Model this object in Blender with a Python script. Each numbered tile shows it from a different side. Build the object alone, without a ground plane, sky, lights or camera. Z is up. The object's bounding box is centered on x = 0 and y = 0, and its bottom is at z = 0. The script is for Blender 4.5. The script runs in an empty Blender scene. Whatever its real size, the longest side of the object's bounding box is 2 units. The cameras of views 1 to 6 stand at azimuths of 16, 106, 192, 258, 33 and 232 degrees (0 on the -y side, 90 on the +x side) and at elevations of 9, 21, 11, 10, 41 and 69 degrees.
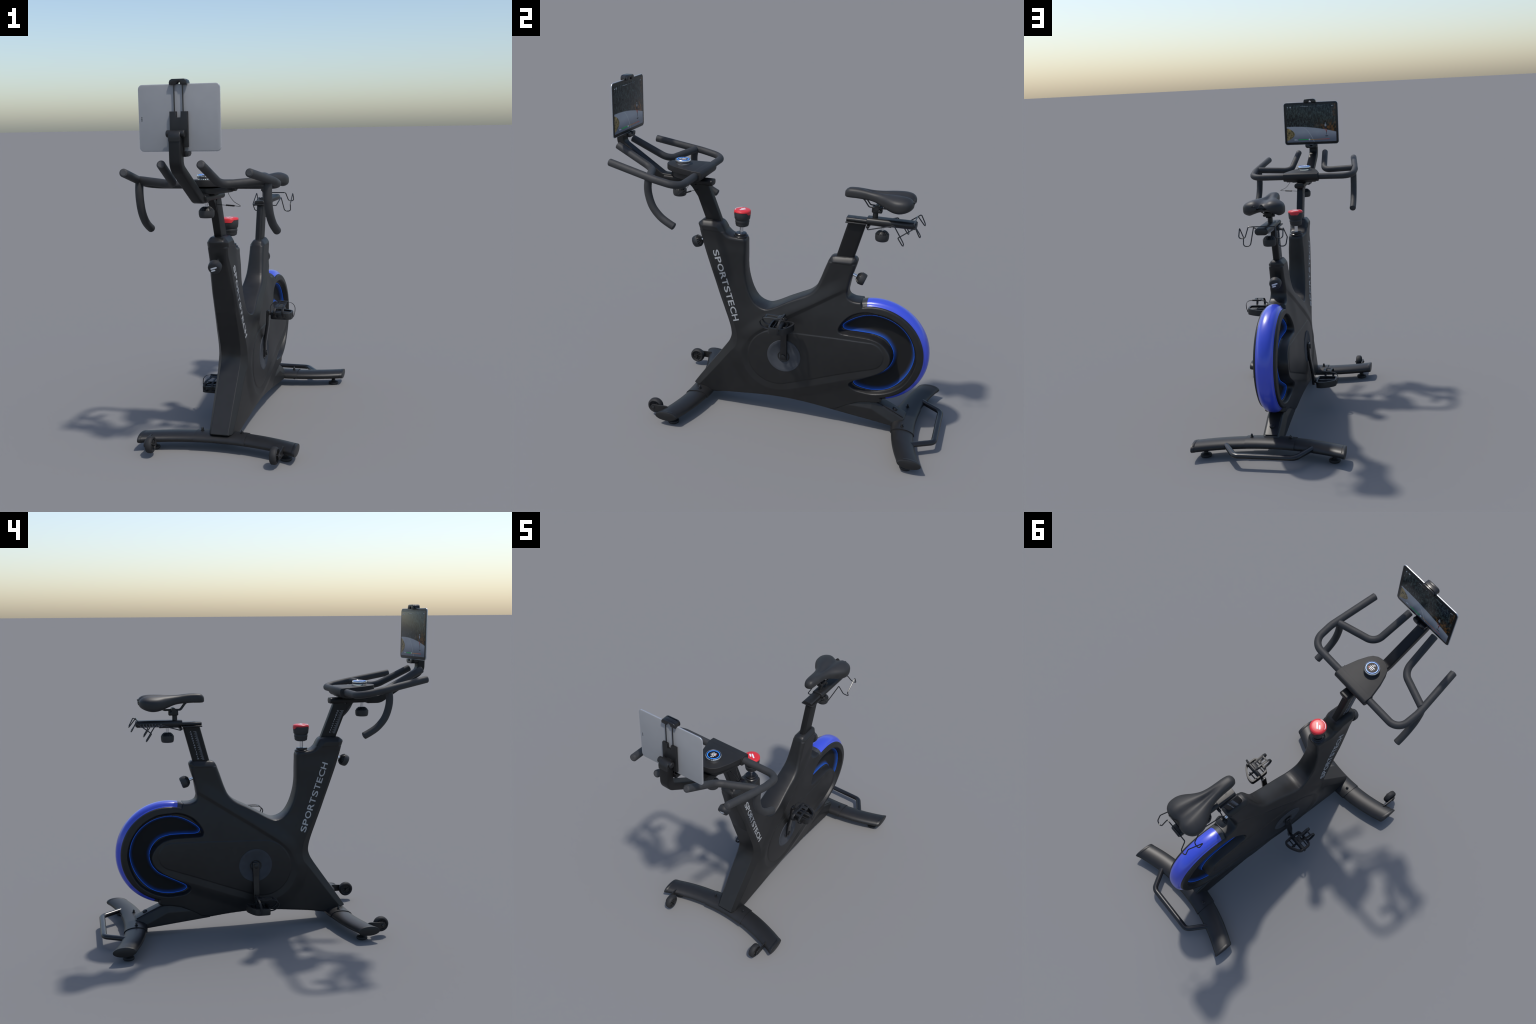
# Indoor cycling bike with tablet holder, built part by part from profiles, sweeps and lofts.
import bpy, bmesh, math
import numpy as np
from mathutils import Vector, Matrix

PI = math.pi
scene = bpy.context.scene
COL = scene.collection


# ------------------------------------------------------------------ materials
def new_mat(name):
    m = bpy.data.materials.new(name)
    m.use_nodes = True
    nt = m.node_tree
    bsdf = next(n for n in nt.nodes if n.type == 'BSDF_PRINCIPLED')
    return m, nt, bsdf


def plastic(name, col, rough=0.5, metal=0.0, spec=0.5, coat=0.0, grain=0.0, grain_scale=900.0, var=0.12, bevel=0.0):
    """Principled surface with a faint mottling of colour and a fine grain bump."""
    m, nt, b = new_mat(name)
    L = nt.links
    tc = nt.nodes.new('ShaderNodeTexCoord')
    nz = nt.nodes.new('ShaderNodeTexNoise')
    nz.inputs['Scale'].default_value = 22.0
    nz.inputs['Detail'].default_value = 4.0
    L.new(tc.outputs['Object'], nz.inputs['Vector'])
    rp = nt.nodes.new('ShaderNodeValToRGB')
    lo = [c * (1 - var) for c in col]
    hi = [min(1.0, c * (1 + var)) for c in col]
    rp.color_ramp.elements[0].position = 0.3
    rp.color_ramp.elements[1].position = 0.7
    rp.color_ramp.elements[0].color = (*lo, 1)
    rp.color_ramp.elements[1].color = (*hi, 1)
    L.new(nz.outputs['Fac'], rp.inputs['Fac'])
    L.new(rp.outputs['Color'], b.inputs['Base Color'])
    b.inputs['Roughness'].default_value = rough
    b.inputs['Metallic'].default_value = metal
    b.inputs['Specular IOR Level'].default_value = spec
    b.inputs['Coat Weight'].default_value = coat
    b.inputs['Coat Roughness'].default_value = 0.15
    bv = None
    if bevel > 0:
        bv = nt.nodes.new('ShaderNodeBevel')
        bv.samples = 6
        bv.inputs['Radius'].default_value = bevel
        L.new(bv.outputs['Normal'], b.inputs['Normal'])
    if grain > 0:
        n2 = nt.nodes.new('ShaderNodeTexNoise')
        n2.inputs['Scale'].default_value = grain_scale
        n2.inputs['Detail'].default_value = 2.0
        L.new(tc.outputs['Object'], n2.inputs['Vector'])
        bp = nt.nodes.new('ShaderNodeBump')
        bp.inputs['Strength'].default_value = grain
        bp.inputs['Distance'].default_value = 0.0006
        L.new(n2.outputs['Fac'], bp.inputs['Height'])
        if bv is not None:
            L.new(bv.outputs['Normal'], bp.inputs['Normal'])
        L.new(bp.outputs['Normal'], b.inputs['Normal'])
    return m


M_BODY = plastic('charcoal_plastic', (0.0112, 0.0112, 0.0115), 0.44, spec=0.42, grain=0.10, bevel=0.004)
M_STEEL = plastic('black_painted_steel', (0.0125, 0.0125, 0.013), 0.42, spec=0.42, grain=0.1)
M_POST = plastic('satin_black_tube', (0.0062, 0.0062, 0.0066), 0.45, spec=0.32)
M_CONSOLE = plastic('console_shell', (0.013, 0.013, 0.0135), 0.58, spec=0.38, grain=0.1)
M_GLASS = plastic('dark_glass', (0.006, 0.006, 0.007), 0.1, spec=0.3)
M_GRIP = plastic('grip_rubber', (0.030, 0.0305, 0.032), 0.62, spec=0.4, grain=0.25, grain_scale=500)
M_GRIPCAP = plastic('grip_end_rubber', (0.045, 0.045, 0.047), 0.6, spec=0.4)
M_SADDLE = plastic('saddle_vinyl', (0.022, 0.022, 0.0226), 0.5, spec=0.38, grain=0.25, grain_scale=420)
M_BLACK = plastic('black_plastic', (0.010, 0.0102, 0.0108), 0.45, spec=0.45)
M_GLOSS = plastic('gloss_black_plastic', (0.009, 0.0092, 0.010), 0.28, spec=0.5)
M_RUBBER = plastic('black_rubber', (0.017, 0.017, 0.018), 0.65, spec=0.35)
M_KNOB = plastic('knob_rubber', (0.026, 0.0265, 0.028), 0.55, spec=0.4)
M_DISC = plastic('slate_disc', (0.046, 0.050, 0.058), 0.7, spec=0.25)
M_CHROME = plastic('chrome', (0.75, 0.76, 0.78), 0.12, metal=1.0, var=0.02)
M_SILVER = plastic('silver_lettering', (0.40, 0.41, 0.42), 0.34, metal=0.3, spec=0.6, var=0.03)
M_ALU = plastic('tablet_aluminium', (0.27, 0.275, 0.285), 0.5, metal=0.0, spec=0.5, var=0.02)
M_ALU_EDGE = plastic('tablet_edge', (0.62, 0.63, 0.66), 0.25, metal=0.7, var=0.02)
M_BEZEL = plastic('screen_bezel', (0.010, 0.010, 0.0105), 0.3, spec=0.35)
M_RED = plastic('red_knob_cap', (0.62, 0.030, 0.040), 0.36, spec=0.4, var=0.03)
M_WHITE = plastic('white_print', (0.75, 0.76, 0.78), 0.45, var=0.02)
M_PRINT = plastic('pale_scale_print', (0.30, 0.31, 0.33), 0.5, var=0.03)
M_HUD = plastic('screen_white_mark', (0.60, 0.62, 0.64), 0.4, spec=0.2, var=0.02)
M_GREEN = plastic('screen_green_bar', (0.02, 0.42, 0.10), 0.4, spec=0.2, var=0.02)
M_BLUE = plastic('blue_rim_plastic', (0.042, 0.074, 0.58), 0.30, spec=0.5, coat=0.5, var=0.02)
M_CLEAR = plastic('smoked_rim_end', (0.035, 0.037, 0.04), 0.4, spec=0.4, coat=0.1, var=0.02)
M_HAIR = plastic('cyclist_dark', (0.006, 0.007, 0.010), 0.5)


def led_material(name, col, strength):
    m, nt, b = new_mat(name)
    b.inputs['Base Color'].default_value = (*[c * 0.6 for c in col], 1)
    b.inputs['Roughness'].default_value = 0.3
    b.inputs['Emission Color'].default_value = (*col, 1)
    b.inputs['Emission Strength'].default_value = strength
    return m


M_LED = led_material('blue_light_strip', (0.02, 0.13, 0.80), 0.26)
M_LEDRING = led_material('blue_light_ring', (0.03, 0.25, 0.95), 0.6)


# wheel / cover geometry shared by body and materials (y, z)
WC = (0.583, 0.497)            # wheel centre
R_TIRE = 0.311
R_RING = 0.284
R_FLOOR = 0.2335               # radius of the lit floor edge
TONGUE_A = (0.025, 0.385, 0.170)
TONGUE_B = (0.568, 0.492, 0.080)


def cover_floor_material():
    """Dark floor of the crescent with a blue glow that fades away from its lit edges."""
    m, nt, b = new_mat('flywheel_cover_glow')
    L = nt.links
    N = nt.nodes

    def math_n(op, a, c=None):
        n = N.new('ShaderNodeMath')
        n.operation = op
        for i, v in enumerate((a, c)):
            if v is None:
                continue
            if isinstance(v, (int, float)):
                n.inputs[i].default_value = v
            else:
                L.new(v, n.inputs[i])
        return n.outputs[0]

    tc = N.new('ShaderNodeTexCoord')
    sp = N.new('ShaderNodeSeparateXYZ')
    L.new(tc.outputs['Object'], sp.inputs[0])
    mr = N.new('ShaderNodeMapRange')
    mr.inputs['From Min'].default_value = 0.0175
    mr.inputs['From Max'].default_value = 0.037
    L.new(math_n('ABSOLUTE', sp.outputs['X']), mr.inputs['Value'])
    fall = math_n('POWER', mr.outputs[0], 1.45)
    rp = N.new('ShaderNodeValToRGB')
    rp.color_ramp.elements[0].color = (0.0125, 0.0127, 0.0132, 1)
    rp.color_ramp.elements[1].color = (0.010, 0.075, 0.36, 1)  # strip's blue glow on the sloping wall, painted into the base colour
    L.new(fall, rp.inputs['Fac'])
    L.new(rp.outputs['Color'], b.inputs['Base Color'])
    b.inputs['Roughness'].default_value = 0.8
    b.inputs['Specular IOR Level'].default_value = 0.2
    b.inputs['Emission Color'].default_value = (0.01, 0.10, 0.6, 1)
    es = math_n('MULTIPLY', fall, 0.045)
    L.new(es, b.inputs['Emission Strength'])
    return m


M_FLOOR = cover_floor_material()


def screen_material():
    """Abstract forest road picture: dark speckled trees over a pale curving road with ochre verges."""
    m, nt, b = new_mat('tablet_picture')
    L, N = nt.links, nt.nodes

    def mth(op, a, c=None):
        n = N.new('ShaderNodeMath')
        n.operation = op
        for i, v in enumerate((a, c)):
            if v is None:
                continue
            if isinstance(v, (int, float)):
                n.inputs[i].default_value = v
            else:
                L.new(v, n.inputs[i])
        return n.outputs[0]

    def mix(fac, a, c):
        n = N.new('ShaderNodeMix')
        n.data_type = 'RGBA'
        L.new(fac, n.inputs[0])
        for i, v in ((6, a), (7, c)):
            if isinstance(v, tuple):
                n.inputs[i].default_value = (*v, 1)
            else:
                L.new(v, n.inputs[i])
        return n.outputs[2]

    def step(v, lo, hi):
        n = N.new('ShaderNodeMapRange')
        n.interpolation_type = 'SMOOTHSTEP'
        n.inputs['From Min'].default_value = lo
        n.inputs['From Max'].default_value = hi
        L.new(v, n.inputs['Value'])
        return n.outputs[0]

    tc = N.new('ShaderNodeTexCoord')
    sp = N.new('ShaderNodeSeparateXYZ')
    L.new(tc.outputs['Object'], sp.inputs[0])
    # u: 0 at the left of the picture (+x) to 1 at the right; v: 0 bottom to 1 top
    u = mth('DIVIDE', mth('SUBTRACT', 0.172, sp.outputs['X']), 0.364)
    v = mth('DIVIDE', mth('SUBTRACT', sp.outputs['Z'], 1.627), 0.268)
    # trees: tall streaks, teal-black to olive
    mp = N.new('ShaderNodeMapping')
    mp.inputs['Scale'].default_value = (1.0, 1.0, 0.45)
    L.new(tc.outputs['Object'], mp.inputs['Vector'])
    n1 = N.new('ShaderNodeTexNoise')
    n1.inputs['Scale'].default_value = 95.0
    n1.inputs['Detail'].default_value = 8.0
    n1.inputs['Roughness'].default_value = 0.75
    L.new(mp.outputs[0], n1.inputs['Vector'])
    r1 = N.new('ShaderNodeValToRGB')
    e = r1.color_ramp.elements
    e[0].position, e[0].color = 0.44, (0.00435, 0.00638, 0.0087, 1)
    e[1].position, e[1].color = 0.72, (0.085, 0.115, 0.105, 1)
    L.new(n1.outputs['Fac'], r1.inputs['Fac'])
    n2 = N.new('ShaderNodeTexNoise')
    n2.inputs['Scale'].default_value = 60.0
    n2.inputs['Detail'].default_value = 6.0
    L.new(tc.outputs['Object'], n2.inputs['Vector'])
    r2 = N.new('ShaderNodeValToRGB')
    e = r2.color_ramp.elements
    e[0].position, e[0].color = 0.40, (0.0116, 0.0145, 0.0087, 1)
    e[1].position, e[1].color = 0.68, (0.26, 0.10, 0.022, 1)
    L.new(n2.outputs['Fac'], r2.inputs['Fac'])
    # autumn undergrowth on the right near the road edge
    au = mth('MULTIPLY', step(u, 0.5, 0.85), step(mth('SUBTRACT', 0.62, v), 0.0, 0.25))
    au2 = mth('MULTIPLY', mth('MULTIPLY', step(u, 0.9, 1.0), step(v, 0.55, 0.8)), 0.7)
    trees = mix(mth('MAXIMUM', au, au2), r1.outputs['Color'], r2.outputs['Color'])
    # road horizon: high on the left, falling to the right
    uu = mth('MULTIPLY', u, u)
    hor = mth('SUBTRACT', mth('ADD', 0.425, mth('MULTIPLY', u, 0.03)), mth('MULTIPLY', uu, 0.20))
    road_f = step(mth('SUBTRACT', hor, v), -0.006, 0.012)
    n3 = N.new('ShaderNodeTexNoise')
    n3.inputs['Scale'].default_value = 14.0
    L.new(tc.outputs['Object'], n3.inputs['Vector'])
    r3 = N.new('ShaderNodeValToRGB')
    r3.color_ramp.elements[0].color = (0.31, 0.317, 0.34, 1)
    r3.color_ramp.elements[1].color = (0.42, 0.43, 0.46, 1)
    L.new(n3.outputs['Fac'], r3.inputs['Fac'])
    dark = step(v, 0.02, 0.30)
    road = mix(dark, (0.15, 0.165, 0.20), r3.outputs['Color'])
    # lane stripes: two arcs
    arc_u = mth('SUBTRACT', u, mth('ADD', 0.30, mth('MULTIPLY', mth('SQRT', mth('MAXIMUM', mth('SUBTRACT', 0.40, v), 0.0)), 0.40)))
    stripe = mth('SUBTRACT', 1.0, step(mth('ABSOLUTE', arc_u), 0.004, 0.010))
    road = mix(mth('MULTIPLY', stripe, 0.35), road, (0.70, 0.70, 0.68))
    pic = mix(road_f, trees, road)
    # ochre bank, lower left
    bank = mth('SUBTRACT', mth('ADD', 0.17, mth('MULTIPLY', mth('SUBTRACT', v, 0.22), mth('MULTIPLY', mth('SUBTRACT', v, 0.22), -5.0))), u)
    bank_f = mth('MULTIPLY', step(bank, 0.0, 0.012), step(mth('SUBTRACT', 0.40, v), 0.0, 0.03))
    r4 = N.new('ShaderNodeValToRGB')
    e = r4.color_ramp.elements
    e[0].position, e[0].color = 0.42, (0.0348, 0.0348, 0.0174, 1)
    e[1].position, e[1].color = 0.62, (0.551, 0.377, 0.145, 1)
    L.new(n1.outputs['Fac'], r4.inputs['Fac'])
    pic = mix(bank_f, pic, r4.outputs['Color'])
    L.new(pic, b.inputs['Base Color'])  # picture colours lightened to offset the shade on this sky-lit face
    b.inputs['Roughness'].default_value = 0.2
    b.inputs['Specular IOR Level'].default_value = 0.3
    return m


M_SCREEN = screen_material()


def gradient_bar_material():
    m, nt, b = new_mat('screen_amber_bar')
    tc = nt.nodes.new('ShaderNodeTexCoord')
    sp = nt.nodes.new('ShaderNodeSeparateXYZ')
    nt.links.new(tc.outputs['Object'], sp.inputs[0])
    mr = nt.nodes.new('ShaderNodeMapRange')
    mr.inputs['From Min'].default_value = 0.0
    mr.inputs['From Max'].default_value = -0.14
    nt.links.new(sp.outputs['X'], mr.inputs['Value'])
    rp = nt.nodes.new('ShaderNodeValToRGB')
    rp.color_ramp.elements[0].color = (0.50, 0.30, 0.04, 1)
    rp.color_ramp.elements[1].color = (0.60, 0.03, 0.04, 1)
    nt.links.new(mr.outputs[0], rp.inputs['Fac'])
    nt.links.new(rp.outputs['Color'], b.inputs['Base Color'])
    b.inputs['Roughness'].default_value = 0.4
    return m


M_AMBER = gradient_bar_material()

# ------------------------------------------------------------------ object helpers
ROOT = bpy.data.objects.new('exercise_bike', None)
ROOT['label'] = 'black indoor cycling bike with blue rimmed flywheel and tablet'
ROOT['category'] = 'exercise bike'
COL.objects.link(ROOT)


def add(name, verts, faces, mat, parent=None, angle=38.0, stuff=False):
    me = bpy.data.meshes.new(name)
    me.from_pydata([tuple(v) for v in np.asarray(verts, float)], [], [tuple(int(i) for i in f) for f in faces])
    me.validate()
    return add_mesh(name, me, mat, parent, angle, stuff)


def add_mesh(name, me, mat, parent=None, angle=38.0, stuff=False):
    bm = bmesh.new()
    bm.from_mesh(me)
    bmesh.ops.recalc_face_normals(bm, faces=bm.faces)
    bm.to_mesh(me)
    bm.free()
    me.polygons.foreach_set('use_smooth', [True] * len(me.polygons))
    me.set_sharp_from_angle(angle=math.radians(angle))
    if mat is not None:
        me.materials.append(mat)
    ob = bpy.data.objects.new(name, me)
    COL.objects.link(ob)
    ob.parent = parent if parent is not None else ROOT
    if stuff:
        ob['kind'] = 'stuff'
    return ob


def clone(ob, name, parent=None, loc=None, mirror_x=False):
    o = ob.copy()
    o.name = name
    COL.objects.link(o)
    o.parent = parent if parent is not None else ob.parent
    if loc is not None:
        o.location = loc
    if mirror_x:
        o.scale.x *= -1
    return o


class Geo:
    """Accumulates pieces that belong to one part."""

    def __init__(self):
        self.v, self.f = [], []

    def put(self, vf, mat4=None):
        v, f = vf
        v = np.asarray(v, float)
        if mat4 is not None:
            m = np.array(mat4)
            v = v @ m[:3, :3].T + m[:3, 3]
        o = len(self.v)
        self.v.extend(v.tolist())
        self.f.extend([tuple(i + o for i in q) for q in f])
        return self

    def make(self, name, mat, parent=None, angle=38.0, stuff=False):
        return add(name, self.v, self.f, mat, parent, angle, stuff)


# ------------------------------------------------------------------ shape helpers
def circle(r, n=24):
    a = np.arange(n) * 2 * PI / n
    return np.c_[r * np.cos(a), r * np.sin(a)]


def ellipse(a_, b_, n=40):
    a = np.arange(n) * 2 * PI / n
    return np.c_[a_ * np.cos(a), b_ * np.sin(a)]


def rrect(w, h, r, n=5):
    r = min(r, w / 2 - 1e-5, h / 2 - 1e-5)
    out = []
    for cx, cy, a0 in ((w / 2 - r, h / 2 - r, 0), (-w / 2 + r, h / 2 - r, PI / 2),
                       (-w / 2 + r, -h / 2 + r, PI), (w / 2 - r, -h / 2 + r, 1.5 * PI)):
        for k in range(n + 1):
            a = a0 + k / n * PI / 2
            out.append((cx + r * math.cos(a), cy + r * math.sin(a)))
    return np.array(out)


def fillet(points, radii, seg=10):
    """Polyline in 3D with its inner corners rounded by arcs."""
    P = [np.array(p, float) for p in points]
    if isinstance(radii, (int, float)):
        radii = [radii] * len(P)
    out = [P[0]]
    for i in range(1, len(P) - 1):
        a, b, c = P[i - 1], P[i], P[i + 1]
        u = (a - b) / np.linalg.norm(a - b)
        w = (c - b) / np.linalg.norm(c - b)
        cosang = float(np.clip(u @ w, -1, 1))
        ang = math.acos(cosang)
        r = radii[i]
        if r <= 0 or ang > PI - 1e-3:
            out.append(b)
            continue
        t = r / math.tan(ang / 2)
        t = min(t, 0.49 * np.linalg.norm(a - b), 0.49 * np.linalg.norm(c - b))
        r = t * math.tan(ang / 2)
        bis = (u + w) / np.linalg.norm(u + w)
        cen = b + bis * (r / math.sin(ang / 2))
        s, e = b + u * t - cen, b + w * t - cen
        tot = PI - ang
        for k in range(seg + 1):
            f = k / seg
            out.append(cen + (math.sin((1 - f) * tot) * s + math.sin(f * tot) * e) / math.sin(tot))
    out.append(P[-1])
    res = [out[0]]
    for p in out[1:]:
        if np.linalg.norm(p - res[-1]) > 1e-6:
            res.append(p)
    return np.array(res)


def spline(points, n=12, closed=False):
    """Centripetal-like Catmull-Rom curve through points of any dimension."""
    P = np.array(points, float)
    k = len(P)
    out = []
    rng = range(k) if closed else range(k - 1)
    for i in rng:
        p1, p2 = P[i], P[(i + 1) % k]
        p0 = P[(i - 1) % k] if (closed or i > 0) else 2 * p1 - p2
        p3 = P[(i + 2) % k] if (closed or i < k - 2) else 2 * p2 - p1
        d1 = max(np.linalg.norm(p1 - p0), 1e-9) ** 0.5
        d2 = max(np.linalg.norm(p2 - p1), 1e-9) ** 0.5
        d3 = max(np.linalg.norm(p3 - p2), 1e-9) ** 0.5
        m1 = (p2 - p1) + d2 * ((p1 - p0) / d1 - (p2 - p0) / (d1 + d2))
        m2 = (p2 - p1) + d2 * ((p3 - p2) / d3 - (p3 - p1) / (d2 + d3))
        for j in range(n):
            t = j / n
            out.append((2 * t ** 3 - 3 * t ** 2 + 1) * p1 + (t ** 3 - 2 * t ** 2 + t) * m1
                       + (-2 * t ** 3 + 3 * t ** 2) * p2 + (t ** 3 - t ** 2) * m2)
    if not closed:
        out.append(P[-1])
    return np.array(out)


def sweep(path, section, up=(0, 0, 1), bevel=0.0, closed=False, taper=None):
    """Carry a closed section along a path; section x goes sideways, y goes up."""
    path = np.asarray(path, float)
    n = len(path)
    T = np.zeros_like(path)
    if closed:
        T = np.roll(path, -1, 0) - np.roll(path, 1, 0)
    else:
        T[1:-1] = path[2:] - path[:-2]
        T[0] = path[1] - path[0]
        T[-1] = path[-1] - path[-2]
    T /= np.linalg.norm(T, axis=1)[:, None]
    u = np.array(up, float)
    u = u - (u @ T[0]) * T[0]
    if np.linalg.norm(u) < 1e-6:
        u = np.array((0, 1.0, 0)) - T[0][1] * T[0]
    u /= np.linalg.norm(u)
    ups = [u]
    for i in range(1, n):
        u = ups[-1] - (ups[-1] @ T[i]) * T[i]
        ups.append(u / np.linalg.norm(u))
    ups = np.array(ups)
    side = np.cross(T, ups)
    sec = np.asarray(section, float)
    m = len(sec)
    half = np.abs(sec).max()
    pts, scl, idx = [], [], []
    steps = [0.0, 0.3, 0.65, 1.0] if (bevel > 0 and not closed) else []
    for a in steps[:-1]:
        pts.append(path[0] + T[0] * bevel * a)
        scl.append(1 - bevel * (1 - math.sqrt(max(0, 1 - (1 - a) ** 2))) / half)
        idx.append(0)
    for i in range(n):
        p = path[i].copy()
        if bevel > 0 and not closed and i == 0:
            p = p + T[0] * bevel
        if bevel > 0 and not closed and i == n - 1:
            p = p - T[-1] * bevel
        pts.append(p)
        scl.append(1.0)
        idx.append(i)
    for a in reversed(steps[:-1]):
        pts.append(path[-1] - T[-1] * bevel * a)
        scl.append(1 - bevel * (1 - math.sqrt(max(0, 1 - (1 - a) ** 2))) / half)
        idx.append(n - 1)
    V, F = [], []
    N = len(pts)
    for j in range(N):
        i = idx[j]
        s = scl[j] * (taper[i] if taper is not None else 1.0)
        V.extend(pts[j] + s * (sec[:, :1] * side[i] + sec[:, 1:2] * ups[i]))
    for j in range(N if closed else N - 1):
        a0, b0 = j * m, ((j + 1) % N) * m
        for k in range(m):
            k2 = (k + 1) % m
            F.append((a0 + k, a0 + k2, b0 + k2, b0 + k))
    if not closed:
        F.append(tuple(range(m))[::-1])
        F.append(tuple(range((N - 1) * m, N * m)))
    return np.array(V), F


def revolve(profile, origin=(0, 0, 0), axis=(0, 0, 1), n=40, ribs=0, rib_depth=0.0, rib_rows=()):
    """Lathe a list of (radius, height) about an axis; ends with radius 0 close."""
    ax = Vector(axis).normalized()
    q = Vector((0, 0, 1)).rotation_difference(ax).to_matrix()
    V, F, rows = [], [], []
    for i, (r, h) in enumerate(profile):
        if r < 1e-7:
            rows.append([len(V)])
            V.append((0, 0, h))
        else:
            row = []
            for k in range(n):
                a = 2 * PI * k / n
                rr = r
                if ribs and i in rib_rows:
                    rr = r - rib_depth * (0.5 + 0.5 * math.copysign(1, math.cos(ribs * a)))
                row.append(len(V))
                V.append((rr * math.cos(a), rr * math.sin(a), h))
            rows.append(row)
    for a, b in zip(rows[:-1], rows[1:]):
        for k in range(n):
            k2 = (k + 1) % n
            if len(a) == 1 and len(b) == 1:
                continue
            if len(a) == 1:
                F.append((a[0], b[k], b[k2]))
            elif len(b) == 1:
                F.append((a[k], a[k2], b[0]))
            else:
                F.append((a[k], a[k2], b[k2], b[k]))
    if len(rows[0]) > 1:
        F.append(tuple(rows[0])[::-1])
    if len(rows[-1]) > 1:
        F.append(tuple(rows[-1]))
    M = np.array(q)
    return np.array(V) @ M.T + np.array(origin), F


def rbox(size, r=0.003, center=(0, 0, 0), rot=None, seg=3):
    """Box with rounded edges."""
    bm = bmesh.new()
    bmesh.ops.create_cube(bm, size=1.0)
    bmesh.ops.scale(bm, vec=Vector(size), verts=bm.verts)
    r = min(r, min(size) * 0.49)
    bmesh.ops.bevel(bm, geom=bm.edges[:], offset=r, segments=seg, profile=0.5, affect='EDGES')
    bm.verts.index_update()
    V = np.array([v.co[:] for v in bm.verts])
    F = [tuple(v.index for v in f.verts) for f in bm.faces]
    bm.free()
    if rot is not None:
        V = V @ np.array(rot).T
    return V + np.array(center), F


def rot_axis(axis, deg):
    return np.array(Matrix.Rotation(math.radians(deg), 3, axis))


def inset2d(P, d):
    P = np.asarray(P, float)
    a = np.roll(P, 1, 0)
    b = np.roll(P, -1, 0)
    t1 = P - a
    t2 = b - P
    t1 /= np.maximum(np.linalg.norm(t1, axis=1), 1e-9)[:, None]
    t2 /= np.maximum(np.linalg.norm(t2, axis=1), 1e-9)[:, None]
    n1 = np.c_[-t1[:, 1], t1[:, 0]]
    n2 = np.c_[-t2[:, 1], t2[:, 0]]
    nn = n1 + n2
    nn /= np.maximum(np.linalg.norm(nn, axis=1), 1e-9)[:, None]
    c = np.maximum((nn * n1).sum(1), 0.4)
    area = 0.5 * np.sum(P[:, 0] * b[:, 1] - b[:, 0] * P[:, 1])
    s = 1 if area > 0 else -1
    return P + s * nn * (d / c)[:, None]


def prism(outline, h0, h1, bevel=0.002, to3d=None, bevel0=None):
    """Extrude a closed 2D outline from h0 to h1 with rounded rims. to3d maps (a, b, h) to xyz."""
    b0 = bevel if bevel0 is None else bevel0
    O = np.asarray(outline, float)
    rings = []
    s = 1 if h1 > h0 else -1
    for k in (0, 0.35, 0.7, 1.0):
        a = k * PI / 2
        rings.append((inset2d(O, b0 * (1 - math.sin(a))), h0 + s * b0 * (1 - math.cos(a))))
    for k in (1.0, 0.7, 0.35, 0):
        a = k * PI / 2
        rings.append((inset2d(O, bevel * (1 - math.sin(a))), h1 - s * bevel * (1 - math.cos(a))))
    V, F = [], []
    m = len(O)
    for P, h in rings:
        V.extend([(p[0], p[1], h) for p in P])
    for j in range(len(rings) - 1):
        for k in range(m):
            k2 = (k + 1) % m
            F.append((j * m + k, j * m + k2, (j + 1) * m + k2, (j + 1) * m + k))
    F.append(tuple(range(m))[::-1])
    F.append(tuple(range((len(rings) - 1) * m, len(rings) * m)))
    V = np.array(V)
    if to3d is not None:
        V = np.array([to3d(*v) for v in V])
    return V, F


YZ = lambda a, b, h: (h, a, b)      # outline in the y-z side plane, thickness along x
XZ = lambda a, b, h: (a, h, b)
XY = lambda a, b, h: (a, b, h)


def sd_polygon(Y, Z, poly):
    """Signed distance to a polygon, positive inside, plus nearest boundary point."""
    P = np.asarray(poly, float)
    Q = np.roll(P, -1, 0)
    best = np.full(Y.shape, 1e9)
    ny = np.zeros(Y.shape)
    nz = np.zeros(Y.shape)
    inside = np.zeros(Y.shape, bool)
    for (ay, az), (by, bz) in zip(P, Q):
        ey, ez = by - ay, bz - az
        l2 = ey * ey + ez * ez
        if l2 < 1e-16:
            continue
        t = np.clip(((Y - ay) * ey + (Z - az) * ez) / l2, 0, 1)
        py, pz = ay + t * ey, az + t * ez
        d = (Y - py) ** 2 + (Z - pz) ** 2
        w = d < best
        best = np.where(w, d, best)
        ny = np.where(w, py, ny)
        nz = np.where(w, pz, nz)
        if az != bz:
            cond = (az > Z) != (bz > Z)
            inside ^= cond & (Y < (by - ay) * (Z - az) / (bz - az) + ay)
    d = np.sqrt(best)
    return np.where(inside, d, -d), ny, nz


def d_polyline(Y, Z, pts):
    best = np.full(Y.shape, 1e9)
    P = np.asarray(pts, float)
    for (ay, az), (by, bz) in zip(P[:-1], P[1:]):
        ey, ez = by - ay, bz - az
        t = np.clip(((Y - ay) * ey + (Z - az) * ez) / (ey * ey + ez * ez), 0, 1)
        best = np.minimum(best, (Y - ay - t * ey) ** 2 + (Z - az - t * ez) ** 2)
    return np.sqrt(best)


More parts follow.
